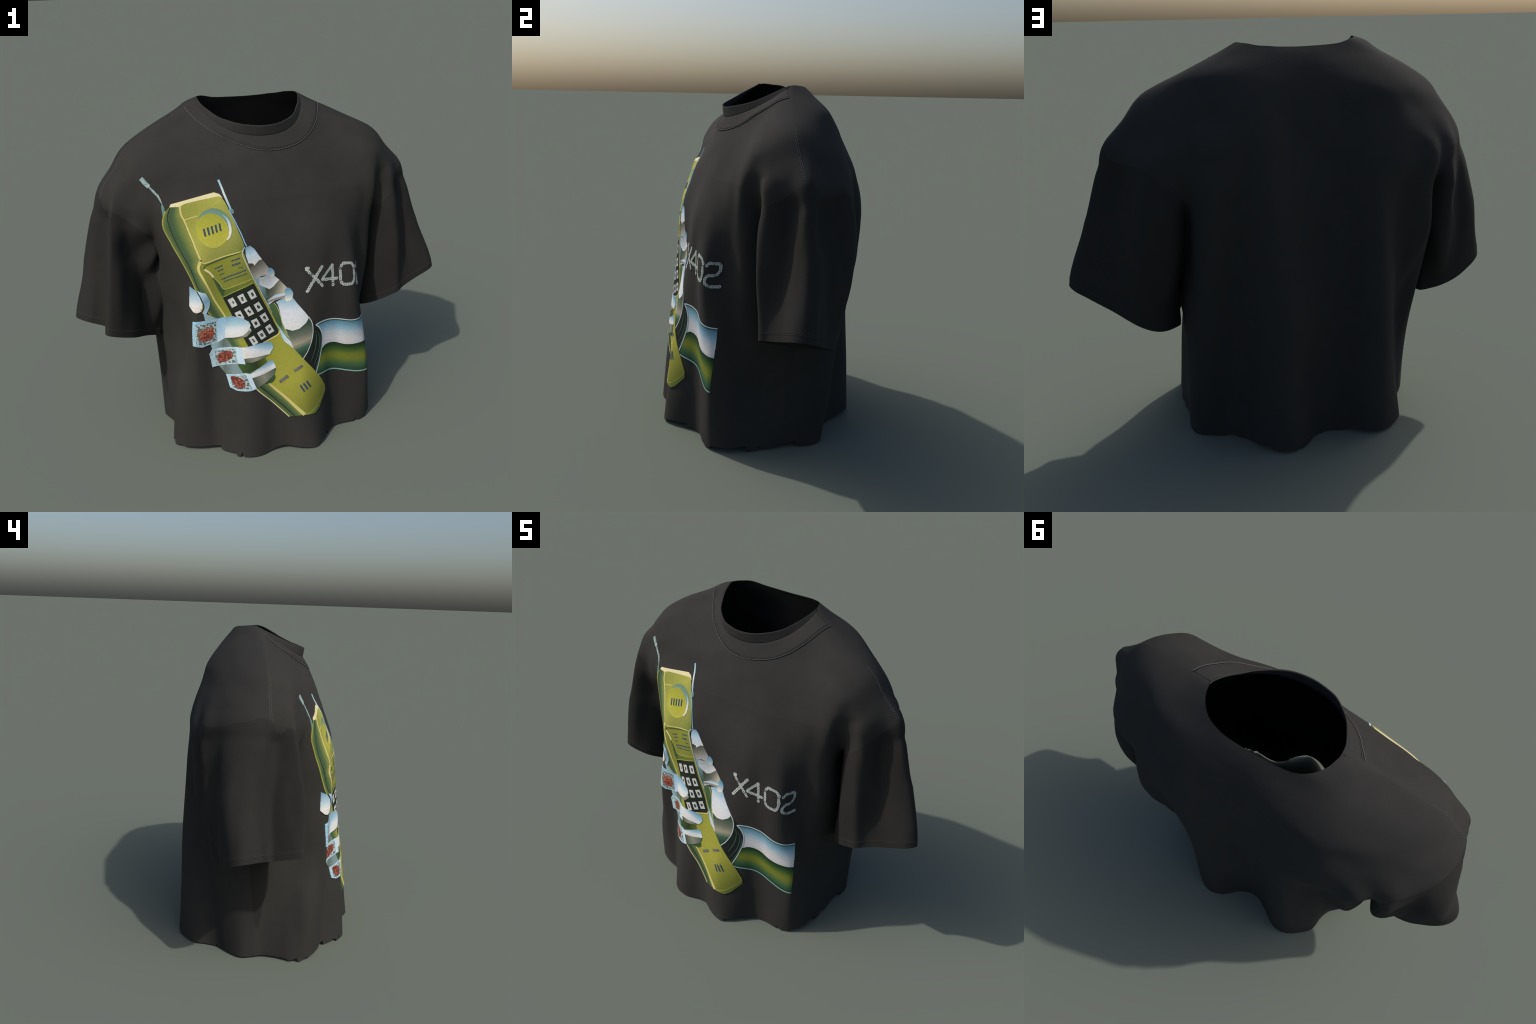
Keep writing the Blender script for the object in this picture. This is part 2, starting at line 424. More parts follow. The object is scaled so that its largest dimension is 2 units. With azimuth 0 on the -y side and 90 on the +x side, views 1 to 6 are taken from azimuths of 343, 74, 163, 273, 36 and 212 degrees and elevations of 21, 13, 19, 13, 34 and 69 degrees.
back_rim = [p for p in NECK_RIM if p[1] > .09]
rim_left = [p for p in back_rim if p[0] > -.03]
rim_right = [p for p in back_rim if p[0] <= -.03]
NECK_CUT = closed_spline([rim_right[-1]] + rim_left + COLLAR_FOLD + rim_right[:-1], 400)

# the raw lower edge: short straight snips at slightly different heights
HEM_KNOTS = np.sort(RNG.uniform(0, TAU, 46))
HEM_UP = RNG.uniform(.001, .014, 46)
HEM_UP[RNG.choice(46, 14, replace=False)] = RNG.uniform(.018, .030, 14)
HEM_UP[7] = 0.0
HEM_AZ = np.concatenate([[k, k + .012] for k in HEM_KNOTS])
HEM_Z = np.concatenate([[HEM_UP[i], HEM_UP[(i * 7 + 3) % 46] * .8] for i in range(46)])
HEM_AZ, HEM_Z = HEM_AZ[np.argsort(HEM_AZ)], HEM_Z[np.argsort(HEM_AZ)]


def hem_height(p):
    return np.interp(np.arctan2(p[:, 0], -p[:, 1]) % TAU, HEM_AZ, HEM_Z, period=TAU)


def armhole(side, p):
    """Height above the drop-shoulder seam of one sleeve."""
    x, y, z = p.T
    if side > 0:
        return z - (1.33 + .863 * (x - .784) + .133 * (y - .017))
    return z - (1.325 + .863 * (-x - .80) + .133 * y)


SEAM_LEFT = ramp([(.20, .10), (.336, .073), (.50, .039), (.60, .022), (.66, .016), (.80, .016)])
SEAM_RIGHT = ramp([(.28, .10), (.36, .066), (.50, .045), (.70, .010), (.80, -.008)])


def seam_offset(p):
    """Positive behind the shoulder and side seams (the back panel)."""
    x, y, z = p.T
    top = np.where(x > 0, SEAM_LEFT(x), SEAM_RIGHT(-x))
    return y - np.where(z > 1.0, top, .03)


def both_fields(side, p):
    lv = cuff_level(side, *p.T)
    return torso.field(*p.T), sleeves[side].field(p[:, 0], p[:, 1], lv)


H = .0115
V, Q = surface_net(H)
V = settle(V)
T = np.vstack([Q[:, [0, 1, 2]], Q[:, [0, 2, 3]]])

# openings: hem, cuffs, neck
V, T = split(V, T, V[:, 2] - hem_height(V))
T = T[(V[T].mean(1)[:, 2] - hem_height(V[T].mean(1))) > 0]
for side in (1, -1):
    lv = cuff_level(side, *V.T) - CUFF[side][0] - .002
    ft, fs = both_fields(side, V)
    zone = (side * V[:, 0] > .40) & (ft > .003) & (fs < .03)
    V, T = split(V, T, np.where(zone, lv, 1.0))
    c = V[T].mean(1)
    ft, fs = both_fields(side, c)
    lv = cuff_level(side, *c.T) - CUFF[side][0] - .002
    T = T[~((side * c[:, 0] > .40) & (ft > .005) & (fs < .03) & (lv < 0) & (lv > -.05))]
d, _ = neck_distance(V)
V, T = split(V, T, np.where(V[:, 2] > 1.45, d, 1.0))
c = V[T].mean(1)
T = T[~((neck_distance(c)[0] < 0) & (c[:, 2] > 1.45))]
# seams: crease between sleeve and body, armhole, shoulder and side seams
for side in (1, -1):
    zone = side * V[:, 0] > .42
    ft, fs = both_fields(side, V)
    V, T = split(V, T, np.where(zone & (armhole(side, V) < .02), ft - fs, -1.0 if side > 0 else -1.0))
    zone = side * V[:, 0] > .50
    V, T = split(V, T, np.where(zone, armhole(side, V), 1.0))
V, T = split(V, T, seam_offset(V))

c = V[T].mean(1)
part = np.where(seam_offset(c) > 0, 1, 0)
for side, code in ((1, 2), (-1, 3)):
    ft, fs = both_fields(side, c)
    part[(side * c[:, 0] > .42) & (armhole(side, c) < 0) & (fs < ft)] = code

NORMAL = gradient(V)
# let the neck edge sit exactly on its curve
d, near = neck_distance(V)
edge = (V[:, 2] > 1.45) & (d < .12)
used = np.zeros(len(V), bool)
used[np.unique(T)] = True
on = np.where(edge & used & (np.abs(d) < 5e-4))[0]
lift = np.zeros(len(NECK_CUT))
weight = np.zeros(len(NECK_CUT))
np.add.at(lift, near[on], NECK_CUT[near[on], 2] - V[on, 2])
np.add.at(weight, near[on], 1)
has = np.where(weight > 0)[0]
lift = np.interp(np.arange(len(lift)), has, lift[has] / weight[has], period=len(lift))
lift = np.convolve(np.r_[lift[-15:], lift, lift[:15]], np.ones(31) / 31, "valid")


def neck_lift(p):
    """How far the cloth close to the neck edge is raised to meet the rim curve."""
    d, k = neck_distance(p)
    return np.where((p[:, 2] > 1.40) & (d < .12), lift[k] * np.exp(-(np.maximum(d, 0) / .055) ** 2), 0)


V[:, 2] += neck_lift(V)

THICK = .005


def shell(tris, verts, normals, thick=THICK, open_edges=None):
    """Cloth of real thickness: outer faces, inner faces, and a rim along the open edges."""
    used, inv = np.unique(tris, return_inverse=True)
    tr = inv.reshape(-1, 3)
    n = len(used)
    vo, no = verts[used], normals[used]
    vi = vo - no * thick
    e = np.sort(np.vstack([tr[:, [0, 1]], tr[:, [1, 2]], tr[:, [2, 0]]]), 1)
    directed = np.vstack([tr[:, [0, 1]], tr[:, [1, 2]], tr[:, [2, 0]]])
    _, first, count = np.unique(e, axis=0, return_index=True, return_counts=True)
    border = directed[first[count == 1]]
    if open_edges is not None:
        border = border[[(used[a], used[b]) in open_edges or (used[b], used[a]) in open_edges for a, b in border]]
    rim = [(b, a, a + n, b + n) for a, b in border]
    faces = [tuple(f) for f in tr.tolist()] + [tuple(f) for f in (tr[:, ::-1] + n).tolist()] + rim
    return np.vstack([vo, vi]), faces, np.vstack([no, -no])


def add_mesh(name, verts, faces, material, parent=None, normals=None):
    me = bpy.data.meshes.new(name)
    me.from_pydata([tuple(v) for v in verts], [], faces)
    me.update()
    me.polygons.foreach_set("use_smooth", [True] * len(me.polygons))
    if normals is not None:
        me.normals_split_custom_set_from_vertices([tuple(n) for n in normals])
    me.materials.append(material)
    ob = bpy.data.objects.new(name, me)
    bpy.context.scene.collection.objects.link(ob)
    if parent:
        ob.parent = parent
    return ob


# edges of the whole garment that are true openings
tri_edges = np.sort(np.vstack([T[:, [0, 1]], T[:, [1, 2]], T[:, [2, 0]]]), 1)
ue, cnt = np.unique(tri_edges, axis=0, return_counts=True)
OPEN = {(int(a), int(b)) for a, b in ue[cnt == 1]}

# ------------------------------------------------------------------ materials
def material(name, base, rough=.9, build=None):
    m = bpy.data.materials.new(name)
    m.use_nodes = True
    b = m.node_tree.nodes["Principled BSDF"]
    b.inputs["Base Color"].default_value = (*base, 1)
    b.inputs["Roughness"].default_value = rough
    b.inputs["Specular IOR Level"].default_value = .15
    if build:
        build(m.node_tree, b)
    return m


def cloth_material(name, base, mottle=.10):
    """Jersey cotton: faint washed mottling and a fine knit grain."""
    def build(t, b):
        n, l = t.nodes.new, t.links.new
        co = n("ShaderNodeTexCoord")
        big, fine = n("ShaderNodeTexNoise"), n("ShaderNodeTexNoise")
        big.inputs["Scale"].default_value, big.inputs["Detail"].default_value = 14, 5
        fine.inputs["Scale"].default_value, fine.inputs["Detail"].default_value = 160, 3
        l(co.outputs["Object"], big.inputs["Vector"])
        l(co.outputs["Object"], fine.inputs["Vector"])
        add = n("ShaderNodeMath")
        add.operation = "ADD"
        l(big.outputs["Fac"], add.inputs[0])
        l(fine.outputs["Fac"], add.inputs[1])
        r = n("ShaderNodeMapRange")
        r.inputs["From Min"].default_value, r.inputs["From Max"].default_value = .6, 1.4
        r.inputs["To Min"].default_value, r.inputs["To Max"].default_value = 1 - mottle, 1 + mottle
        l(add.outputs[0], r.inputs["Value"])
        mul = n("ShaderNodeVectorMath")
        mul.operation = "SCALE"
        mul.inputs[0].default_value = base
        l(r.outputs[0], mul.inputs["Scale"])
        l(mul.outputs[0], b.inputs["Base Color"])
        bump = n("ShaderNodeBump")
        bump.inputs["Strength"].default_value, bump.inputs["Distance"].default_value = .12, .004
        l(fine.outputs["Fac"], bump.inputs["Height"])
        l(bump.outputs[0], b.inputs["Normal"])
    return material(name, base, .95, build)


CLOTH_FRONT = cloth_material("washed_black_jersey_front", (.034, .0325, .030))
CLOTH_BACK = cloth_material("washed_black_jersey_back", (.031, .0300, .0285))
CLOTH_SLEEVE = cloth_material("washed_black_jersey_sleeve", (.0255, .0242, .0225), .10)
RIB = cloth_material("washed_black_rib_knit", (.034, .033, .031))
RIB_LINE = material("rib_ridge_thread", (.058, .056, .053), .9)
THREAD = material("grey_sewing_thread", (.115, .112, .108), .8)

# ------------------------------------------------------------------ the garment
shirt = bpy.data.objects.new("t_shirt", None)
bpy.context.scene.collection.objects.link(shirt)
shirt["label"] = "oversized black T-shirt with a retro phone and chrome hand print"
shirt["category"] = "t-shirt"

panels = {}
for code, name, mat in ((0, "front_panel", CLOTH_FRONT), (1, "back_panel", CLOTH_BACK), (2, "sleeve", CLOTH_SLEEVE), (3, "sleeve", CLOTH_SLEEVE)):
    vs, fs, ns = shell(T[part == code], V, NORMAL, THICK, OPEN)
    panels[code] = add_mesh(name, vs, fs, mat, shirt, ns)

# ------------------------------------------------------------------ collar
def strip(rows, closed=False):
    """Quad faces between rows of equally many points."""
    m = len(rows[0])
    faces = []
    for r in range(len(rows) - 1):
        for i in range(m if closed else m - 1):
            j = (i + 1) % m
            faces.append((r * m + i, r * m + j, (r + 1) * m + j, (r + 1) * m + i))
    return np.vstack(rows), faces


def sheet_object(name, rows, thick, mat, parent, flip=False):
    v, f = strip(rows)
    if flip:
        f = [q[::-1] for q in f]
    ob = add_mesh(name, v, f, mat, parent)
    mod = ob.modifiers.new("thickness", "SOLIDIFY")
    mod.thickness, mod.offset = thick, 0
    return ob


def on_cloth(p, lift=0.0):
    p = settle(np.array(p, float), 6)
    q = p + gradient(p) * lift
    q[:, 2] += neck_lift(p)
    return q


def thread_line(path, radius, dash, gap, spread=0.0):
    """A sewn line: short rounded stitches lying along a path; returns verts, faces."""
    d = np.r_[0, np.cumsum(np.linalg.norm(np.diff(path, axis=0), axis=1))]
    at = lambda t: np.stack([np.interp(t, d, path[:, k]) for k in range(3)], -1)
    vs, fs, t = [], [], 0.0
    while t + dash < d[-1]:
        ends = at(np.array([t, t + dash * .5, t + dash]))
        ax = ends[2] - ends[0]
        ax /= np.linalg.norm(ax) + 1e-9
        n = gradient(ends[1:2])[0]
        s = np.cross(ax, n)
        s /= np.linalg.norm(s) + 1e-9
        base = len(vs)
        for p, k in zip(ends, (.45, 1.0, .45)):
            for a in range(6):
                c, q = math.cos(a * TAU / 6), math.sin(a * TAU / 6)
                vs.append(p + (s * c + n * q) * radius * k)
        for r in range(2):
            for a in range(6):
                b = (a + 1) % 6
                fs.append((base + r * 6 + a, base + r * 6 + b, base + r * 6 + 6 + b, base + r * 6 + 6 + a))
        fs += [tuple(base + a for a in range(5, -1, -1)), tuple(base + 12 + a for a in range(6))]
        t += dash + gap
    return vs, fs


def stitches(name, paths, parent, radius=.0016, dash=.010, gap=.0025, mat=None):
    V_, F_ = [], []
    for p in paths:
        v, f = thread_line(p, radius, dash, gap)
        F_ += [tuple(i + len(V_) for i in q) for q in f]
        V_ += v
    ob = add_mesh(name, V_, F_, mat or THREAD, parent)
    ob["kind"] = "stuff"
    return ob


N = 160
seam_line = open_spline(COLLAR_STITCH, N)
fold_line = open_spline([(.336 - .093 * .98, .086, 1.722)] + COLLAR_FOLD[1:-1] + [(-.296, .088, 1.744)], N)
rim_pts = [p for p in NECK_RIM]
k0 = rim_pts.index((.238, .105, 1.733))
k1 = rim_pts.index((-.291, .100, 1.748))
rim_line = open_spline(rim_pts[k0:k1 + 1], N)
low = on_cloth(seam_line, .0005)
# rib band: from the seam up over the chest to the fold, slightly padded
band_rows = []
for t in np.linspace(0, 1, 9):
    p = low * (1 - t) + fold_line * t
    if 0 < t < 1:
        q = on_cloth(p)
        p = p * t ** 2 + q * (1 - t ** 2)
    ends = np.minimum(1, np.minimum(np.arange(N), np.arange(N)[::-1]) / 8)[:, None]
    band_rows.append(p + gradient(p) * (-.0012 + (.0012 + .0016 * min(1, t * 6)) * ends))
rib_band = sheet_object("collar", band_rows, .002, RIB, shirt, flip=False)
# standing edge: rises from the fold to the rim
stand_rows = []
for t in np.linspace(0, 1, 9):
    c = fold_line * (1 - t) + rim_line * t
    c = c + np.array([.0, .0, 0]) * t
    stand_rows.append(c)
standing = sheet_object("collar_edge", stand_rows, .005, RIB, rib_band)

collar_seam = on_cloth(open_spline(COLLAR_STITCH, 260), .0035)
upper_seam = low + (fold_line - low) * .17
upper_seam = on_cloth(upper_seam, .0034)
stitches("collar_stitching", [collar_seam], rib_band, .0022, .012, .0008)
stitches("collar_stitching", [upper_seam], rib_band, .0012, .010, .001, mat=RIB_LINE)

# ------------------------------------------------------------------ seams on shoulders and cuffs
def seam_path(side, a, b, n, shift):
    f = SEAM_LEFT if side > 0 else SEAM_RIGHT
    xs = np.linspace(a, b, n)
    top = np.interp(xs, [.25, .34, .50, .60, .66, .70, .75, .79, .83], [1.735, 1.69, 1.62, 1.56, 1.50, 1.443, 1.386, 1.33, 1.24])
    return on_cloth(np.stack([side * xs, f(xs) + shift, top + .01], 1), .001)


stitches("shoulder_stitching", [seam_path(1, .60, .785, 60, -.006), seam_path(1, .66, .785, 50, -.014),
                                seam_path(-1, .62, .80, 60, -.004), seam_path(-1, .66, .80, 50, -.012)], panels[0], .0012, .009, .003)


def cuff_path(side, height):
    """Where the sleeve meets a plane parallel to its cuff."""
    lv = CUFF[side][0] + height
    tube = sleeves[side]
    a = np.linspace(0, TAU, 260, endpoint=False)
    cx, cy = tube.centre(np.array([lv]))
    r = tube.look(tube.R, a, np.full_like(a, lv))
    x, y = cx + r * np.sin(a), cy - r * np.cos(a)
    z = lv + .36 * (side * x - .75) + np.where(y > 0, CUFF[side][1], CUFF[side][1] + (.07 if side < 0 else 0)) * y
    p = np.stack([x, y, z], 1)
    ft, fs = both_fields(side, p)
    return p, ft > .012


for code, side in ((2, 1), (3, -1)):
    runs = []
    for h in (.036, .043):
        p, ok = cuff_path(side, h)
        k = int(np.argmin(ok)) if not ok.all() else 0
        p, ok = np.roll(p, -k, 0), np.roll(ok, -k)
        p = p + gradient(p) * .0006
        runs += [c for c in np.split(p, np.where(~ok)[0]) if len(c) > 6]
    stitches("cuff_stitching", runs, panels[code], .0011, .010, .003, RIB_LINE)

# ------------------------------------------------------------------ the front print
# Every shape is drawn in flat artwork coordinates (s across the chest, z up, metres) and laid
# onto the cloth as a thin film of ink; later layers sit a hair higher than earlier ones.
from mathutils.geometry import delaunay_2d_cdt


def srgb(*c):
    return tuple((v / 255) / 12.92 if v <= 10 else ((v / 255 + .055) / 1.055) ** 2.4 for v in c)


def ink(name, stops, start=None, end=None, grain=.16, fleck=0.0, fleck_scale=90):
    """Printed colour: a straight gradient between two artwork points, with halftone-like grain."""
    def build(t, b):
        n, l = t.nodes.new, t.links.new
        co = n("ShaderNodeTexCoord")
        rampn = n("ShaderNodeValToRGB")
        els = rampn.color_ramp.elements
        for i, (pos, col) in enumerate(stops):
            e = els[i] if i < 2 else els.new(pos)
            e.position, e.color = pos, (*srgb(*col), 1)
        if len(stops) == 1:
            els[1].color = els[0].color
        if start is not None:
            p0, p1 = print_point([start[0], end[0]], [start[1], end[1]])
            d = (p1 - p0) / ((p1 - p0) @ (p1 - p0))
            dot = n("ShaderNodeVectorMath")
            dot.operation = "DOT_PRODUCT"
            l(co.outputs["Object"], dot.inputs[0])
            dot.inputs[1].default_value = tuple(d)
            sub = n("ShaderNodeMath")
            sub.operation = "SUBTRACT"
            l(dot.outputs["Value"], sub.inputs[0])
            sub.inputs[1].default_value = float(p0 @ d)
            l(sub.outputs[0], rampn.inputs["Fac"])
        else:
            rampn.inputs["Fac"].default_value = 0
        noise = n("ShaderNodeTexNoise")
        noise.inputs["Scale"].default_value, noise.inputs["Detail"].default_value = 240, 3
        l(co.outputs["Object"], noise.inputs["Vector"])
        r = n("ShaderNodeMapRange")
        r.inputs["From Min"].default_value, r.inputs["From Max"].default_value = .3, .7
        r.inputs["To Min"].default_value, r.inputs["To Max"].default_value = 1 - grain, 1 + grain
        l(noise.outputs["Fac"], r.inputs["Value"])
        mul = n("ShaderNodeVectorMath")
        mul.operation = "SCALE"
        l(rampn.outputs["Color"], mul.inputs[0])
        l(r.outputs[0], mul.inputs["Scale"])
        last = mul.outputs[0]
        if fleck:
            vor = n("ShaderNodeTexNoise")
            vor.inputs["Scale"].default_value, vor.inputs["Detail"].default_value = fleck_scale, 2
            l(co.outputs["Object"], vor.inputs["Vector"])
            cut = n("ShaderNodeMapRange")
            cut.inputs["From Min"].default_value, cut.inputs["From Max"].default_value = .47, .56
            cut.inputs["To Min"].default_value, cut.inputs["To Max"].default_value = 1 - fleck, 1
            l(vor.outputs["Fac"], cut.inputs["Value"])
            m2 = n("ShaderNodeVectorMath")
            m2.operation = "SCALE"
            l(last, m2.inputs[0])
            l(cut.outputs[0], m2.inputs["Scale"])
            last = m2.outputs[0]
        l(last, b.inputs["Base Color"])
    return material(name, srgb(*stops[0][1]), .9, build)


def flat(name, *c, **k):
    return ink(name, [(0, c)], **k)


def resample(pts, step, closed=True):
    p = np.array(pts, float)
    if closed:
        p = np.vstack([p, p[:1]])
    out = []
    for a, b in zip(p[:-1], p[1:]):
        m = max(1, int(np.ceil(np.linalg.norm(b - a) / step)))
        out.append(a + (b - a) * np.arange(m)[:, None] / m)
    if not closed:
        out.append(p[-1:])
    return np.vstack(out)


def soften(pts, n=40):
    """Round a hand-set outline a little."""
    return closed_spline(pts, n * 4)[:: 4]


def film(outline, layer, step=.008):
    """Triangulated ink film of one outline: verts and faces, draped over the cloth."""
    edge = resample(outline, step)
    lo, hi = edge.min(0), edge.max(0)
    gx, gy = np.meshgrid(np.arange(lo[0], hi[0], step * 1.15), np.arange(lo[1], hi[1], step * 1.15))
    g = np.stack([gx.ravel(), gy.ravel()], 1)
    if len(g):
        nxt = np.roll(edge, -1, 0)
        x, y = g[:, 0:1], g[:, 1:2]
        hit = ((edge[None, :, 1] > y) != (nxt[None, :, 1] > y)) & (x < (nxt[None, :, 0] - edge[None, :, 0]) * (y - edge[None, :, 1]) / (nxt[None, :, 1] - edge[None, :, 1] + 1e-12) + edge[None, :, 0])
        dist = np.sqrt(((g[:, None] - edge[None]) ** 2).sum(2)).min(1)
        g = g[(hit.sum(1) % 2 == 1) & (dist > step * .5)]
    pts = [Vector(p) for p in np.vstack([edge, g])]
    m = len(edge)
    v2, _, faces, *_ = delaunay_2d_cdt(pts, [], [list(range(m))], 1, 1e-7)
    flat_pts = np.array([tuple(v) for v in v2])
    return drape(flat_pts, faces, layer)


def drape(flat_pts, faces, layer):
    p = settle(print_point(flat_pts[:, 0], flat_pts[:, 1]), 3)
    n = gradient(p)
    top = p + n * (.0013 + .0007 * layer)
    faces = [tuple(f) for f in faces]
    a, b, c = (top[i] for i in faces[0][:3])
    if np.cross(b - a, c - a) @ n[faces[0][0]] < 0:
        faces = [f[::-1] for f in faces]
    count = {}
    for f in faces:
        for i in range(len(f)):
            e = (f[i], f[(i + 1) % len(f)])
            count[e] = 1
    rim = [e for e in count if (e[1], e[0]) not in count]
    ids = sorted({i for e in rim for i in e})
    back = {i: len(top) + k for k, i in enumerate(ids)}
    verts = np.vstack([top, p[ids] - n[ids] * .001])
    return verts, faces, [(b, a, back[a], back[b]) for a, b in rim], np.vstack([n, n[ids]])


class Ink:
    """Collects films into one object with several inks."""
    def __init__(self, name, parent=None, kind=None):
        self.name, self.parent, self.kind = name, parent, kind
        self.v, self.f, self.m, self.mats, self.n = [], [], [], [], []

    def put(self, mat, data):
        v, f, rim, n = data
        if mat not in self.mats:
            self.mats.append(mat)
        base = sum(len(x) for x in self.v)
        self.v.append(v)
        self.n.append(n)
        fs = [tuple(i + base for i in q) for q in f + rim]
        self.f += fs
        self.m += [self.mats.index(mat)] * len(fs)
        return self

    def done(self):
        ob = add_mesh(self.name, np.vstack(self.v), self.f, self.mats[0], self.parent, np.vstack(self.n))
        for m in self.mats[1:]:
            ob.data.materials.append(m)
        ob.data.polygons.foreach_set("material_index", self.m)
        if self.kind:
            ob["kind"] = self.kind
        return ob


def shape(name, parent, mat, outline, layer, smooth=False, step=.008):
    return Ink(name, parent).put(mat, film(soften(outline) if smooth else outline, layer, step)).done()


def ribbon(path, width, smooth=True, taper=None):
    """Outline of a line of a given width along a path."""
    p = open_spline(path, max(6, 6 * len(path))) if smooth and len(path) > 2 else resample(path, .01, False)
    t = np.gradient(p, axis=0)
    t /= np.linalg.norm(t, axis=1, keepdims=True) + 1e-12
    nrm = np.stack([-t[:, 1], t[:, 0]], 1)
    w = np.full(len(p), width / 2)
    if taper:
        w = w * np.interp(np.linspace(0, 1, len(p)), np.linspace(0, 1, len(taper)), taper)
    return np.vstack([p + nrm * w[:, None], (p - nrm * w[:, None])[::-1]])


def line(name, parent, mat, path, width, layer, smooth=True, taper=None):
    return Ink(name, parent).put(mat, film(ribbon(path, width, smooth, taper), layer, .006)).done()


def bands(name, parent, edges, colours, layer, n, cols=60, key=""):
    """Airbrushed area between two curves (or through several), shaded across in fine steps."""
    curves = [open_spline(e, cols) for e in edges]
    grid = glide(np.linspace(0, 1, len(curves)), np.array(curves).reshape(len(curves), -1), np.linspace(0, 1, n + 1)) if len(curves) > 2 else \
        np.array([curves[0].ravel() * (1 - t) + curves[1].ravel() * t for t in np.linspace(0, 1, n + 1)])
    rows = grid.reshape(n + 1, cols, 2)
    stops = np.linspace(0, 1, len(colours))
    pts = rows.reshape(-1, 2)
    faces, mat_of, mats = [], [], []
    for r in range(n):
        c = tuple(float(np.interp((r + .5) / n, stops, [k[i] for k in colours])) for i in range(3))
        mats.append(flat(f"{key or name}_ink", *c))
        for i in range(cols - 1):
            faces.append((r * cols + i, r * cols + i + 1, (r + 1) * cols + i + 1, (r + 1) * cols + i))
            mat_of.append(r)
    v, f, rim, nn = drape(pts, faces, layer)
    ob = add_mesh(name, v, f + rim, mats[0], parent, nn)
    for m in mats[1:]:
        ob.data.materials.append(m)
    per_rim = [mat_of[0]] * len(rim)
    for k, q in enumerate(rim):
        per_rim[k] = min(n - 1, max(0, min(q[0], q[1]) // cols))
    ob.data.polygons.foreach_set("material_index", mat_of + per_rim)
    return ob


# inks
WHITE, SKY, BLUE = (214, 216, 218), (150, 190, 212), (88, 138, 168)
OLIVE, LIME, MOSS, PINE = (142, 144, 72), (158, 158, 74), (104, 122, 58), (62, 86, 56)
CREAM_LINE = flat("cream_yellow_edge_ink", 200, 188, 118)
CREAM = flat("warm_cream_highlight_ink", 214, 203, 158)
YELLOW = flat("mustard_edge_ink", 152, 150, 72)
NAVY = flat("slate_blue_ink", 52, 72, 96)
DARK = flat("near_black_green_ink", 34, 40, 34)
LEAF = flat("deep_green_ink", 58, 82, 52)
TEAL = flat("grey_teal_ink", 96, 130, 122)
PALE = flat("pale_chrome_line_ink", 188, 198, 198)
SLATE = flat("grey_label_ink", 118, 122, 116, fleck=.45, fleck_scale=150)

# ---- the forearm band and wrist
arm = bands("forearm_print", shirt, [[(.133, .651), (.172, .655), (.218, .654), (.267, .645), (.313, .632), (.357, .620), (.397, .614), (.435, .611), (.471, .611)],
            [(.176, .510), (.198, .521), (.235, .521), (.275, .511), (.321, .491), (.368, .480), (.417, .475), (.450, .472), (.478, .470)]],
            [(82, 126, 148), (108, 152, 172), (146, 178, 194), (184, 198, 206), (206, 206, 208), (214, 212, 212), (206, 204, 206)], 0, 18, key="forearm_sky")
bands("forearm_green", arm, [[(.174, .510), (.198, .5195), (.235, .5195), (.275, .5095), (.321, .4895), (.368, .4785), (.417, .4735), (.450, .4705), (.478, .4685)],
      [(.112, .391), (.150, .380), (.204, .374), (.261, .362), (.312, .345), (.359, .328), (.412, .312), (.451, .305), (.488, .302)]],
      [(30, 52, 30), (48, 76, 42), (76, 102, 46), (112, 122, 46), (122, 126, 46), (100, 118, 52), (70, 100, 66), (52, 84, 62), (34, 60, 46)], 0, 20, key="forearm_green")
line("forearm_edge", arm, PALE, [(.133, .652), (.172, .656), (.218, .655), (.267, .646), (.313, .633), (.357, .621), (.397, .615), (.435, .612), (.471, .612)], .005, 1)
line("forearm_edge", arm, LEAF, [(.150, .649), (.218, .649), (.267, .640), (.313, .627), (.357, .615), (.397, .609), (.435, .606), (.472, .606)], .004, 1)
line("forearm_edge", arm, flat("mint_edge_ink", 140, 176, 162), [(.114, .391), (.150, .380), (.204, .374), (.261, .362), (.312, .345), (.359, .328), (.412, .312), (.451, .305), (.488, .303)], .0065, 1)
hand = shape("hand_print", shirt, flat("black_cuff_ink", 30, 36, 33), [(.098, .690), (.128, .668), (.152, .640), (.172, .600), (.176, .549), (.164, .485), (.142, .430), (.121, .394), (.03, .48), (.05, .6)], 1)
for path in ([(.127, .625), (.135, .593), (.126, .535), (.097, .470)], [(.145, .615), (.155, .561), (.143, .498), (.110, .437)], [(.158, .600), (.165, .540), (.150, .475), (.118, .412)]):
    line("wrist_groove", hand, flat("bottle_green_ink", 66, 92, 78), path, .0055, 2, taper=[.3, 1, 1, .5])
line("wrist_edge", hand, PALE, [(.134, .652), (.158, .628), (.175, .588), (.175, .545), (.167, .505), (.148, .450), (.122, .394)], .006, 2)

# ---- back of the hand: thumb and finger joints along the phone's right edge
shape("palm", hand, ink("palm_chrome_ink", [(0, (120, 150, 158)), (.5, (70, 96, 80)), (1, (150, 178, 190))], (-.150, .906), (-.085, .74)), [(-.205, 1.03), (-.13, .93), (-.11, .87), (-.100, .82), (-.09, .74), (-.03, .56), (.02, .52), (-.10, .60)], 1)
shape("finger_joint", hand, ink("knuckle_chrome_ink", [(0, (116, 156, 176)), (.45, (186, 208, 222)), (1, (214, 212, 210))], (-.175, 1.10), (-.155, 1.015)),
      [(-.204, 1.095), (-.179, 1.101), (-.159, 1.082), (-.140, 1.049), (-.125, 1.027), (-.143, 1.024), (-.167, 1.004), (-.173, 1.015), (-.195, 1.019), (-.205, 1.057)], 2)
shape("finger_joint", hand, ink("knuckle_shade_ink", [(0, (62, 68, 60)), (.45, (120, 118, 108)), (1, (176, 172, 166))], (-.165, 1.02), (-.125, .945)),
      [(-.198, 1.018), (-.173, 1.015), (-.167, 1.004), (-.143, 1.024), (-.125, 1.027), (-.092, .977), (-.103, .946), (-.140, .946), (-.161, .937), (-.190, .97)], 2.2)
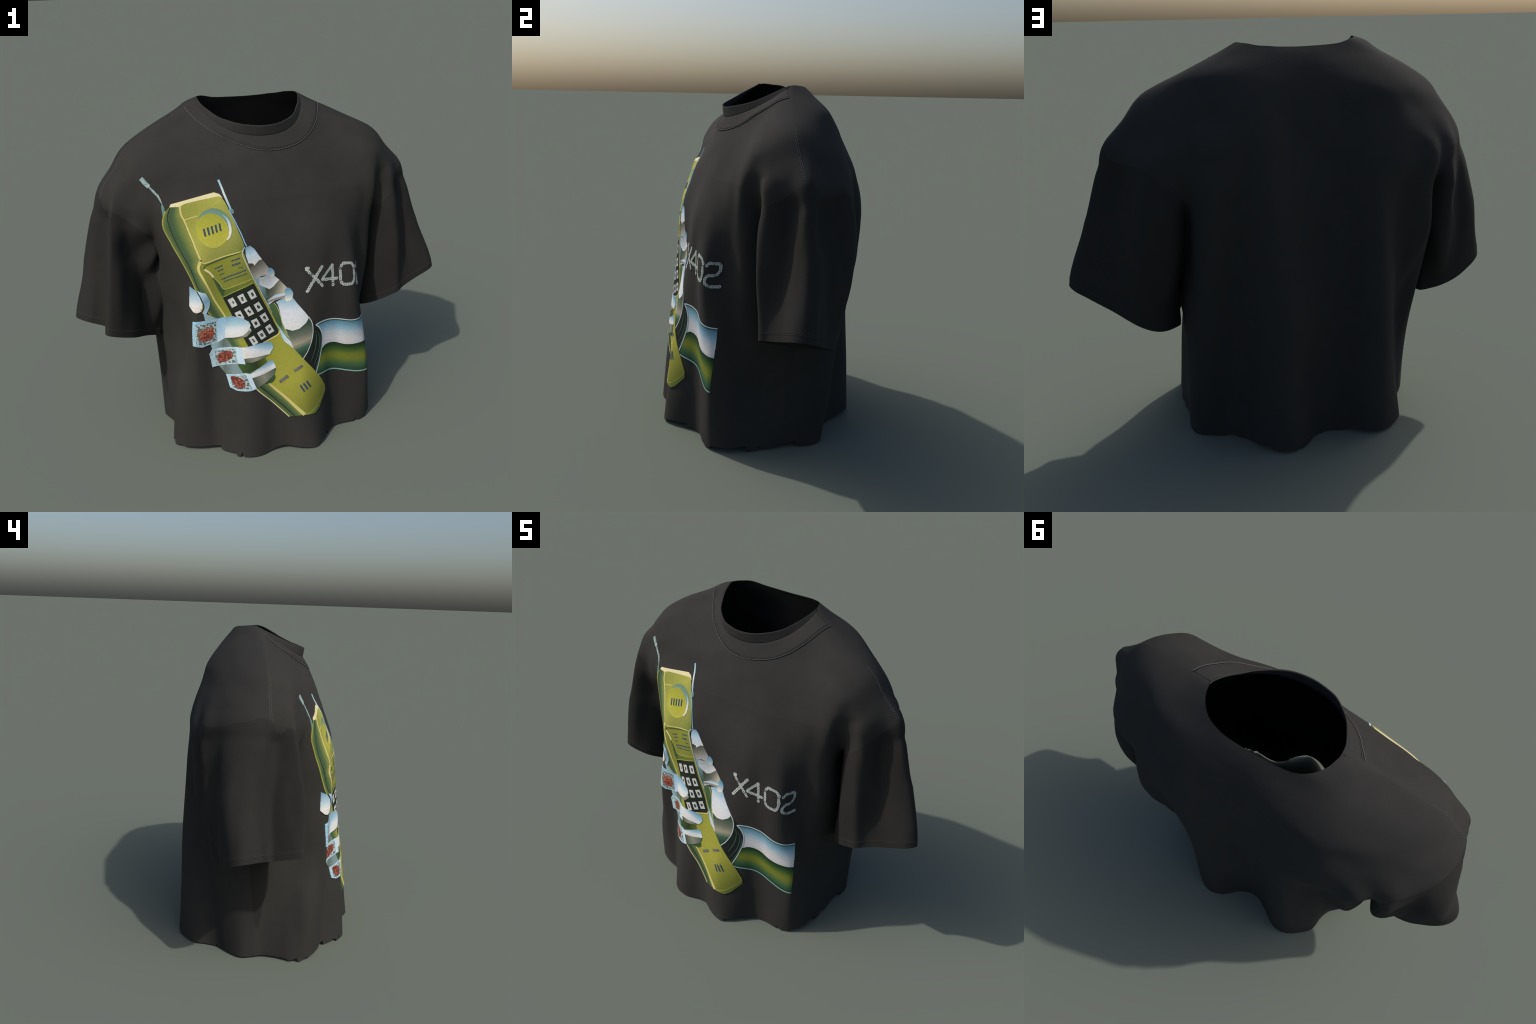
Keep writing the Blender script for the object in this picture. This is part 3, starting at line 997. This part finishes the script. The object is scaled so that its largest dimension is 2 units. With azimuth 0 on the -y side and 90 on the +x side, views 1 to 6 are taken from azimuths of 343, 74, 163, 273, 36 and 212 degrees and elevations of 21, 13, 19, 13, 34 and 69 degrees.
shape("finger_joint", hand, ink("joint_chrome_ink", [(0, (168, 176, 178)), (1, (222, 222, 224))], (-.09, .94), (-.07, .885)),
      [(-.150, .905), (-.150, .938), (-.114, .942), (-.101, .965), (-.067, .934), (-.040, .908), (-.053, .896), (-.074, .880), (-.098, .872), (-.118, .885)], 2.4)
shape("finger_joint", hand, ink("joint_shade_ink", [(0, (72, 82, 68)), (.5, (112, 112, 98)), (1, (176, 172, 154))], (-.10, .875), (-.03, .84)),
      [(-.122, .885), (-.098, .872), (-.074, .880), (-.040, .908), (-.003, .863), (-.013, .850), (-.015, .831), (-.068, .836), (-.107, .822)], 2.6)
for pts in ([(-.101, .962), (-.085, .977), (-.065, .957), (-.066, .934), (-.085, .931)], [(-.013, .852), (-.003, .863), (.014, .856), (.025, .835), (.020, .812), (.009, .799), (-.013, .797), (-.019, .817)]):
    shape("joint_pin", hand, ink("pin_chrome_ink", [(0, (96, 146, 172)), (.55, (150, 176, 186)), (1, (222, 214, 196))], tuple(np.array(pts).mean(0) + [0, .025]), tuple(np.array(pts).mean(0) - [0, .025])), pts, 3, True)
shape("joint_ring", hand, ink("ring_chrome_ink", [(0, (150, 190, 214)), (.5, (196, 208, 214)), (.7, (120, 104, 88)), (1, (206, 206, 206))], (-.066, .842), (-.062, .806)),
      [(-.112, .820), (-.068, .838), (-.012, .838), (-.012, .815), (-.070, .810), (-.107, .796)], 3)
shape("thumb", hand, ink("thumb_chrome_ink", [(0, (120, 162, 184)), (.25, (156, 188, 204)), (.5, (208, 214, 220)), (1, (216, 216, 214))], (.03, .83), (-.002, .665)),
      [(-.066, .800), (-.021, .813), (-.004, .794), (.020, .814), (.040, .782), (.069, .741), (.098, .700), (.080, .674), (.041, .650), (.005, .645), (-.029, .659), (-.045, .701), (-.050, .750), (-.056, .784)], 2)
shape("thumb", hand, ink("thumb_shade_ink", [(0, (56, 74, 60)), (.35, (104, 110, 96)), (.6, (156, 150, 130)), (.8, (66, 98, 78)), (1, (44, 70, 54))], (.03, .665), (.055, .525)),
      [(-.029, .661), (.005, .647), (.041, .652), (.080, .676), (.098, .702), (.113, .671), (.113, .621), (.101, .574), (.076, .530), (.048, .493), (.003, .556), (-.014, .598), (-.024, .629)], 2.25)
line("thumb_rim", hand, PALE, [(.096, .702), (.110, .675), (.115, .650), (.114, .618), (.104, .578), (.078, .530), (.046, .490)], .005, 3)
shape("thumb_reflection", hand, ink("thumb_green_ink", [(0, (78, 104, 66)), (.6, (56, 84, 50)), (1, (150, 168, 120))], (-.10, .79), (-.02, .62)),
      [(-.106, .796), (-.077, .799), (-.064, .775), (-.052, .731), (-.042, .681), (-.025, .639), (-.008, .604), (-.036, .631), (-.066, .684), (-.087, .740)], 2.5)
line("thumb_rim", hand, flat("yellow_glint_ink", 178, 176, 130), [(-.077, .799), (-.062, .775), (-.050, .731), (-.040, .681), (-.022, .639)], .003, 3)
shape("palm_reflection", hand, ink("palm_blue_ink", [(0, (120, 166, 196)), (.5, (176, 202, 218)), (1, (214, 214, 210))], (-.07, .70), (.0, .56)),
      [(-.080, .715), (-.061, .678), (-.036, .631), (-.009, .595), (.006, .546), (-.043, .595), (-.066, .624)], 2.75)

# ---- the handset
SIDE_L = [(-.531, 1.300), (-.552, 1.282), (-.568, 1.250), (-.577, 1.202), (-.549, 1.115), (-.516, 1.041), (-.486, .968), (-.457, .896), (-.425, .824), (-.392, .762), (-.336, .640),
          (-.307, .590), (-.286, .518), (-.260, .465), (-.203, .376), (-.130, .293), (-.042, .192)]
SIDE_R = [(-.482, 1.302), (-.484, 1.267), (-.475, 1.227), (-.464, 1.184), (-.447, 1.125), (-.424, 1.055), (-.436, 1.016), (-.415, .961), (-.377, .862), (-.331, .766), (-.276, .647),
          (-.246, .585), (-.193, .486), (-.135, .393), (-.056, .306), (.009, .232), (.036, .197)]
phone = bands("phone_print", shirt, [SIDE_L, SIDE_R], [(116, 126, 62), (80, 100, 60), (68, 88, 60), (66, 86, 62), (78, 98, 62), (98, 114, 66), (116, 126, 66), (132, 137, 70)], 2, 14, 90, key="phone_flank")
line("flank_edge", phone, YELLOW, SIDE_L[1:12], .0055, 3)
line("flank_edge", phone, CREAM, SIDE_L[13:], .0045, 3)
line("flank_seam", phone, DARK, [(-.526, 1.303), (-.545, 1.262), (-.547, 1.228), (-.532, 1.148), (-.505, 1.075), (-.479, 1.021), (-.457, .943), (-.440, .905)], .0032, 3)
line("flank_seam", phone, DARK, [(-.190, .394), (-.096, .287), (-.015, .197)], .004, 3)
shape("earpiece_face", phone, ink("olive_face_ink", [(0, (138, 142, 66)), (.35, LIME), (.7, OLIVE), (1, (112, 120, 58))], (-.46, 1.28), (-.19, 1.12)),
      [(-.474, 1.308), (-.398, 1.325), (-.300, 1.336), (-.282, 1.325), (-.268, 1.300), (-.236, 1.203), (-.207, 1.105), (-.225, 1.081), (-.325, 1.060), (-.398, 1.041), (-.414, 1.050), (-.443, 1.142), (-.467, 1.231), (-.482, 1.282)], 3)
shape("top_bevel", phone, CREAM, [(-.532, 1.300), (-.522, 1.313), (-.460, 1.325), (-.396, 1.336), (-.314, 1.349), (-.290, 1.340), (-.278, 1.324), (-.293, 1.331), (-.398, 1.320), (-.460, 1.311), (-.484, 1.300)], 4)
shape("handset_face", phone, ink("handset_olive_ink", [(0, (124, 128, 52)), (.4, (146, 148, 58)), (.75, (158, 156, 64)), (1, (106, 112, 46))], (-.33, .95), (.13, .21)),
      [(-.424, 1.052), (-.398, 1.041), (-.325, 1.060), (-.225, 1.081), (-.207, 1.100), (-.216, 1.069), (-.203, 1.019), (-.179, .944), (-.150, .877), (-.108, .778), (-.066, .674), (-.060, .644), (-.043, .600),
       (-.002, .559), (.051, .491), (.137, .380), (.187, .300), (.192, .271), (.131, .207), (.099, .190), (.036, .196), (.009, .230), (-.056, .304), (-.135, .391), (-.193, .484), (-.246, .583), (-.276, .645), (-.331, .764), (-.377, .860), (-.415, .959), (-.436, 1.014)], 3)
shape("mouth_end", phone, ink("end_cap_ink", [(0, (120, 128, 54)), (1, (70, 94, 52))], (.10, .23), (.13, .19)), [(.037, .196), (.094, .213), (.147, .250), (.189, .292), (.193, .271), (.131, .206), (.099, .189)], 4)
line("mouth_edge", phone, YELLOW, [(.037, .197), (.094, .214), (.147, .251), (.189, .293)], .0045, 5)
line("front_edge", phone, CREAM_LINE, [(-.480, 1.306), (-.483, 1.275), (-.470, 1.231), (-.446, 1.142), (-.420, 1.056)], .008, 5)
line("front_edge", phone, CREAM_LINE, [(-.422, 1.050), (-.434, 1.010), (-.412, .955), (-.375, .858), (-.329, .764), (-.274, .645)], .009, 5, taper=[1.6, .9, .9, .8])
line("front_edge", phone, CREAM_LINE, [(-.256, .600), (-.193, .484), (-.135, .391), (-.056, .304), (.009, .230), (.037, .199)], .009, 5, taper=[.8, .9, 1.3, 2.0])
line("front_edge", phone, CREAM_LINE, [(-.414, 1.048), (-.400, 1.040), (-.325, 1.059), (-.225, 1.080)], .005, 5)
line("front_edge", phone, YELLOW, [(-.216, 1.069), (-.203, 1.019), (-.179, .944), (-.150, .877), (-.108, .778), (-.066, .674), (-.060, .644), (-.043, .600), (-.002, .559), (.051, .491), (.137, .380), (.187, .300)], .004, 5)
line("edge_glint", phone, PALE, [(-.207, 1.098), (-.222, 1.076), (-.216, 1.045), (-.189, .970), (-.147, .873), (-.105, .780)], .0035, 5)
line("edge_glint", phone, flat("blue_glint_ink", 128, 168, 198), [(-.256, 1.268), (-.236, 1.216), (-.219, 1.169), (-.206, 1.125), (-.196, 1.100)], .005, 3)
line("ear_line", phone, CREAM_LINE, [(-.475, 1.239), (-.440, 1.248), (-.408, 1.255)], .004, 4)
shape("earpiece_disc", phone, ink("disc_ink", [(0, (150, 152, 60)), (.6, (172, 168, 62)), (1, (178, 174, 76))], (-.35, 1.26), (-.35, 1.11)),
      [(-.420, 1.208), (-.403, 1.241), (-.375, 1.258), (-.339, 1.262), (-.305, 1.247), (-.279, 1.215), (-.272, 1.178), (-.283, 1.145), (-.307, 1.120), (-.342, 1.107), (-.374, 1.112), (-.402, 1.133), (-.419, 1.166)], 4, True)
bands("disc_drawn_shadow", phone, [[(-.405, 1.245), (-.379, 1.271), (-.336, 1.284), (-.293, 1.272), (-.261, 1.239), (-.253, 1.188), (-.267, 1.148), (-.286, 1.134)],
      [(-.403, 1.243), (-.375, 1.258), (-.339, 1.262), (-.305, 1.247), (-.279, 1.215), (-.273, 1.178), (-.282, 1.147), (-.288, 1.137)]], [(110, 132, 96), (104, 140, 140)], 4, 2, 40)
line("disc_glint", phone, ink("disc_glint_ink", [(0, (130, 166, 180)), (.5, (206, 206, 196)), (1, (226, 206, 176))], (-.28, 1.245), (-.275, 1.14)), [(-.290, 1.252), (-.271, 1.228), (-.263, 1.188), (-.272, 1.154), (-.286, 1.138)], .012, 5, taper=[.3, 1, 1.1, .5])
for k in range(5):
    a = np.array([-.387 + .0188 * k, 1.197 + .0045 * k])
    line("ear_slot", phone, NAVY, [a, a + [.003, -.035]], .0085, 5)
# display, recessed below the earpiece
shape("display", phone, ink("display_olive_ink", [(0, (136, 138, 52)), (1, (120, 126, 56))], (-.38, 1.03), (-.22, .92)), [(-.406, 1.016), (-.222, 1.074), (-.203, 1.020), (-.180, .938), (-.318, .900)], 4)
shape("display_step", phone, ink("display_step_ink", [(0, (86, 104, 48)), (1, (110, 118, 46))], (-.33, .87), (-.18, .94)), [(-.318, .899), (-.180, .940), (-.176, .920), (-.333, .860)], 4)
shape("display_shadow", phone, LEAF, [(-.374, .969), (-.318, .902), (-.332, .860), (-.350, .900)], 4.6)
line("display_edge", phone, CREAM, [(-.407, 1.011), (-.385, .993), (-.368, .968)], .009, 5)  # short cream stroke: light catching the display's left side, inked in
line("display_edge", phone, YELLOW, [(-.366, .968), (-.340, .932), (-.318, .902), (-.250, .921), (-.182, .942)], .006, 5)
line("display_edge", phone, LEAF, [(-.409, 1.012), (-.398, 1.030), (-.312, 1.054), (-.226, 1.078)], .004, 5)
for a, b, w in (((-.359, 1.009), (-.319, 1.020), .006), ((-.346, .994), (-.316, 1.003), .006), ((-.341, .974), (-.313, .982), .004), ((-.277, 1.038), (-.232, 1.051), .006),
                ((-.274, 1.017), (-.234, 1.028), .008), ((-.244, 1.002), (-.223, 1.007), .004), ((-.331, .952), (-.209, .990), .006), ((-.321, .940), (-.206, .972), .004)):
    a, b = np.array(a), np.array(b)
    k = max(2, int(np.linalg.norm(b - a) / .011))
    for i in range(k):
        p, q = a + (b - a) * (i + .04) / k, a + (b - a) * (i + RNG.uniform(.78, .98)) / k
        line("display_text", phone, NAVY, [p, q], w * RNG.uniform(.75, 1.1), 5)
# keypad
PAD = [(-.331, .859), (-.187, .918), (-.176, .916), (-.068, .668), (-.064, .650), (-.076, .640), (-.150, .612), (-.225, .600)]
shape("keypad", phone, DARK, PAD, 4)
line("keypad_edge", phone, YELLOW, [(-.332, .861), (-.255, .893), (-.181, .921)], .004, 5)
line("keypad_edge", phone, CREAM_LINE, [(-.062, .655), (-.070, .638), (-.110, .622), (-.150, .611)], .006, 5)  # highlight on the keypad's lower edge, drawn in cream ink
line("keypad_edge", phone, YELLOW, [(-.174, .916), (-.120, .790), (-.066, .668)], .004, 5)
KEY = ink("pale_key_ink", [(0, (196, 198, 194))], fleck=.12, fleck_scale=120)
GLYPH = flat("key_glyph_ink", 40, 44, 44)
SEGMENTS = {"1": "bc", "2": "abged", "3": "abgcd", "4": "fgbc", "5": "afgcd", "6": "afgecd", "7": "abc", "8": "abcdefg", "9": "abcdfg", "0": "abcdef", "*": "adg", "#": "bcefg"}
SEG = {"a": ((-.4, .5), (.4, .5)), "b": ((.4, .5), (.4, 0)), "c": ((.4, 0), (.4, -.5)), "d": ((-.4, -.5), (.4, -.5)), "e": ((-.4, 0), (-.4, -.5)), "f": ((-.4, .5), (-.4, 0)), "g": ((-.4, 0), (.4, 0))}
ROWS = [((-.286, .831), (.048, .0170)), ((-.257, .765), (.0470, .0170)), ((-.227, .699), (.0455, .0190)), ((-.199, .631), (.044, .0215))]
for r, (o, d) in enumerate(ROWS):
    for c in range(3):
        m = np.array(o) + np.array(d) * c
        u, w = np.array([.0140, .0058]), np.array([.0100, -.0200])
        jig = RNG.uniform(-.0012, .0012, (4, 2))
        key = shape("key", phone, KEY, np.array([m - u - w, m + u - w, m + u + w, m - u + w]) + jig, 5)
        for sgm in SEGMENTS["123456789*0#"[r * 3 + c]]:
            a, b = (m + u * p[0] * .62 - w * p[1] * .62 for p in SEG[sgm])
            line("key_glyph", phone, GLYPH, [a, b], .0052, 6)
for q in ([(-.082, .395), (-.040, .425), (-.030, .412), (-.076, .381)], [(-.006, .445), (.039, .468), (.046, .456), (.003, .434)]):
    shape("mouth_label", phone, SLATE, q, 5)
for a, b in (((.024, .360), (.044, .323)), ((.041, .367), (.062, .331)), ((.059, .374), (.081, .337))):
    line("mouth_slot", phone, NAVY, [a, b], .0085, 5)
# antennas
STEEL = ink("antenna_steel_ink", [(0, (150, 188, 204)), (.5, (196, 206, 206)), (1, (128, 168, 192))], (-.29, 1.40), (-.25, 1.27))
line("antenna", phone, STEEL, [(-.284, 1.402), (-.267, 1.337), (-.247, 1.266)], .0095, 3)
shape("antenna_joint", phone, TEAL, [(-.250, 1.268), (-.241, 1.273), (-.234, 1.262), (-.238, 1.251), (-.246, 1.253)], 3, True)
ROUGH = flat("speckled_mint_ink", 158, 182, 180, fleck=.4, fleck_scale=130)
line("antenna", phone, ROUGH, [(-.641, 1.433), (-.625, 1.411), (-.610, 1.394)], .021, 3)
line("antenna", phone, ROUGH, [(-.612, 1.396), (-.589, 1.366), (-.574, 1.347), (-.563, 1.316)], .010, 3, taper=[.8, 1.1, 1, .3])
line("antenna", phone, TEAL, [(-.563, 1.316), (-.562, 1.290), (-.564, 1.262)], .009, 2, taper=[.3, 1.6, 1.5, 1])

# ---- fingers wrapped round the left side
STEEL_LINK = ink("link_ink", [(0, (150, 178, 184)), (.5, (92, 104, 98)), (1, (120, 140, 142))], (-.40, .60), (-.30, .60))
for q in ([(-.432, .798), (-.402, .772), (-.365, .752), (-.381, .739), (-.425, .737)], [(-.415, .612), (-.336, .646), (-.307, .600), (-.285, .600), (-.409, .583)], [(-.384, .491), (-.281, .516), (-.262, .468), (-.351, .446)]):
    shape("finger_link", hand, STEEL_LINK, q, 5.6)
shape("fingertip", hand, ink("tip_chrome_ink", [(0, (118, 158, 178)), (.4, (168, 192, 204)), (.7, (216, 216, 214)), (1, (206, 202, 190))], (-.47, .91), (-.46, .79)),
      [(-.497, .915), (-.457, .896), (-.437, .867), (-.426, .825), (-.437, .800), (-.462, .789), (-.480, .793), (-.505, .815)], 6)
line("fingertip_edge", hand, flat("ochre_shade_ink", 150, 132, 70), [(-.428, .835), (-.430, .815), (-.440, .801)], .008, 7)
shape("finger_band", hand, ink("band_chrome_ink", [(0, (168, 196, 214)), (.5, (116, 148, 168)), (1, (160, 188, 204))], (-.44, .90), (-.40, .80)),
      [(-.452, .901), (-.412, .892), (-.394, .851), (-.399, .821), (-.421, .779), (-.436, .792), (-.424, .825), (-.435, .867)], 7)
line("finger_gap", hand, DARK, [(-.452, .899), (-.436, .868), (-.425, .826), (-.436, .796)], .005, 8)
END = ink("pale_blue_end_ink", [(0, (150, 190, 210)), (1, (176, 204, 216))], (-.48, .74), (-.40, .62), fleck=.18, fleck_scale=60)
MARK = ink("speckled_nail_frame_ink", [(0, (168, 186, 186))], fleck=.72, fleck_scale=85)
NAIL = ink("brick_red_nail_ink", [(0, (196, 132, 110)), (.5, (176, 96, 76)), (1, (150, 84, 70))], (-.45, .70), (-.42, .64), grain=.3, fleck=.6, fleck_scale=95)
BAND = ink("pale_band_ink", [(0, (140, 184, 214)), (1, (190, 210, 222))], (-.35, .76), (-.35, .63))
FINGERS = [
    dict(end=[(-.487, .742), (-.455, .745), (-.368, .751), (-.375, .622), (-.459, .607), (-.501, .620)], mark=[(-.473, .729), (-.374, .738), (-.383, .627), (-.456, .618), (-.484, .632)],
         nail=[(-.464, .691), (-.442, .704), (-.398, .708), (-.389, .682), (-.402, .649), (-.428, .638), (-.460, .645), (-.467, .675)], band=[(-.368, .751), (-.327, .758), (-.336, .646), (-.376, .622)],
         tip=[(-.328, .758), (-.285, .761), (-.240, .748), (-.215, .730), (-.207, .710), (-.221, .682), (-.247, .662), (-.295, .650), (-.337, .646)], hi=((-.28, .765), (-.27, .65)),
         under=[(-.335, .648), (-.295, .652), (-.247, .664), (-.221, .686), (-.202, .682), (-.228, .656), (-.276, .644)]),
    dict(end=[(-.409, .586), (-.285, .602), (-.281, .516), (-.420, .485), (-.428, .559)], mark=[(-.397, .572), (-.291, .592), (-.286, .523), (-.401, .495)],
         nail=[(-.388, .544), (-.370, .565), (-.312, .577), (-.307, .550), (-.336, .525), (-.383, .512)], band=[(-.286, .602), (-.262, .599), (-.247, .513), (-.282, .516)],
         tip=[(-.263, .599), (-.233, .601), (-.170, .611), (-.121, .610), (-.103, .597), (-.100, .575), (-.123, .545), (-.165, .545), (-.238, .543), (-.254, .541)], hi=((-.15, .61), (-.17, .545)),
         under=[(-.253, .545), (-.238, .547), (-.165, .548), (-.123, .547), (-.150, .534), (-.210, .519), (-.248, .520)]),
    dict(end=[(-.352, .449), (-.253, .467), (-.226, .460), (-.201, .378), (-.233, .370), (-.300, .370), (-.337, .383)], mark=[(-.331, .444), (-.249, .455), (-.226, .384), (-.299, .379), (-.321, .388)],
         nail=[(-.324, .443), (-.270, .437), (-.256, .405), (-.275, .383), (-.303, .391), (-.321, .419)], band=[(-.253, .466), (-.227, .460), (-.203, .380), (-.222, .376)],
         tip=[(-.228, .460), (-.179, .484), (-.121, .513), (-.103, .505), (-.092, .469), (-.146, .452), (-.221, .438)], hi=((-.14, .505), (-.13, .455)),
         under=[(-.221, .440), (-.146, .454), (-.092, .470), (-.104, .432), (-.149, .404), (-.196, .381), (-.206, .390)]),
]
UNDER = ink("finger_under_ink", [(0, (56, 70, 60)), (.5, (140, 140, 124)), (1, (72, 92, 80))], (-.22, .42), (-.10, .46))  # finger drawn shade ink
shape("finger_shadow", phone, ink("cast_green_ink", [(0, (60, 84, 44)), (.6, (44, 58, 34)), (1, (92, 104, 44))], (-.27, .50), (-.14, .50)), [(-.248, .516), (-.209, .526), (-.150, .535), (-.137, .505), (-.193, .481), (-.261, .466), (-.284, .509)], 5.7)
shape("finger_shadow", phone, LEAF, [(-.104, .434), (-.100, .415), (-.119, .394), (-.160, .398), (-.149, .407)], 5.7, True)
for g in FINGERS:
    shape("finger", hand, END, g["end"], 6)
    shape("nail_frame", hand, MARK, g["mark"], 7)
    shape("nail", hand, NAIL, g["nail"], 8, True)
    shape("finger_band", hand, BAND, g["band"], 7)
    shape("fingertip", hand, ink("tip_chrome_ink", [(0, (118, 160, 184)), (.35, (160, 192, 206)), (.6, (214, 218, 220)), (1, (214, 212, 208))], *g["hi"]), g["tip"], 7.4)
    shape("finger_drawn_shade", hand, UNDER, g["under"], 6.4)

# ---- beaded lettering "X402"
LETTERS = {
    "X": [[(.096, .950), (.112, .950)], [(.098, .946), (.187, .842)], [(.180, .948), (.138, .890), (.099, .833)], [(.095, .834), (.104, .832)]],
    "4": [[(.243, .945), (.178, .880), (.270, .868)], [(.243, .945), (.247, .838)]],
    "0": [[(.303, .9435), (.350, .936), (.365, .918), (.368, .852), (.354, .825), (.304, .830), (.289, .850), (.285, .920), (.299, .940)]],
    "2": [[(.386, .905), (.400, .919), (.456, .917), (.457, .888), (.444, .864), (.404, .860), (.386, .843), (.388, .820), (.410, .808), (.463, .809)]],
}
STROKE = flat("lettering_grey_ink", 104, 110, 105, grain=.25)
BEAD = flat("lettering_bead_ink", 184, 190, 184, grain=.2)
lettering = None
for glyph, strokes in LETTERS.items():
    job = Ink("lettering_print" if lettering is None else "letter", shirt if lettering is None else lettering)
    for st in strokes:
        p = resample(st, .002, False)
        for i, (a, b) in enumerate(zip(st[:-1], st[1:])):
            job.put(STROKE, film(ribbon([a, b], .0145, False), .12 * i, .006))
        d = np.r_[0, np.cumsum(np.linalg.norm(np.diff(p, axis=0), axis=1))]
        for k, t in enumerate(np.arange(.002, d[-1], .0105)):
            c = np.array([np.interp(t, d, p[:, 0]), np.interp(t, d, p[:, 1])]) + RNG.normal(0, .0007, 2)
            if RNG.random() < .08:
                continue
            turn, size = RNG.uniform(0, 1.6), RNG.uniform(.82, 1.12)
            ring = []
            for rad in (.0086 * size, .0038 * size):
                ring += [(c[0] + rad * math.cos(a + turn), c[1] + rad * math.sin(a + turn)) for a in np.arange(5) * TAU / 5]
            fc = [(i, (i + 1) % 5, 5 + (i + 1) % 5, 5 + i) for i in range(5)]
            job.put(BEAD, drape(np.array(ring), fc, 1))
    ob = job.done()
    lettering = lettering or ob
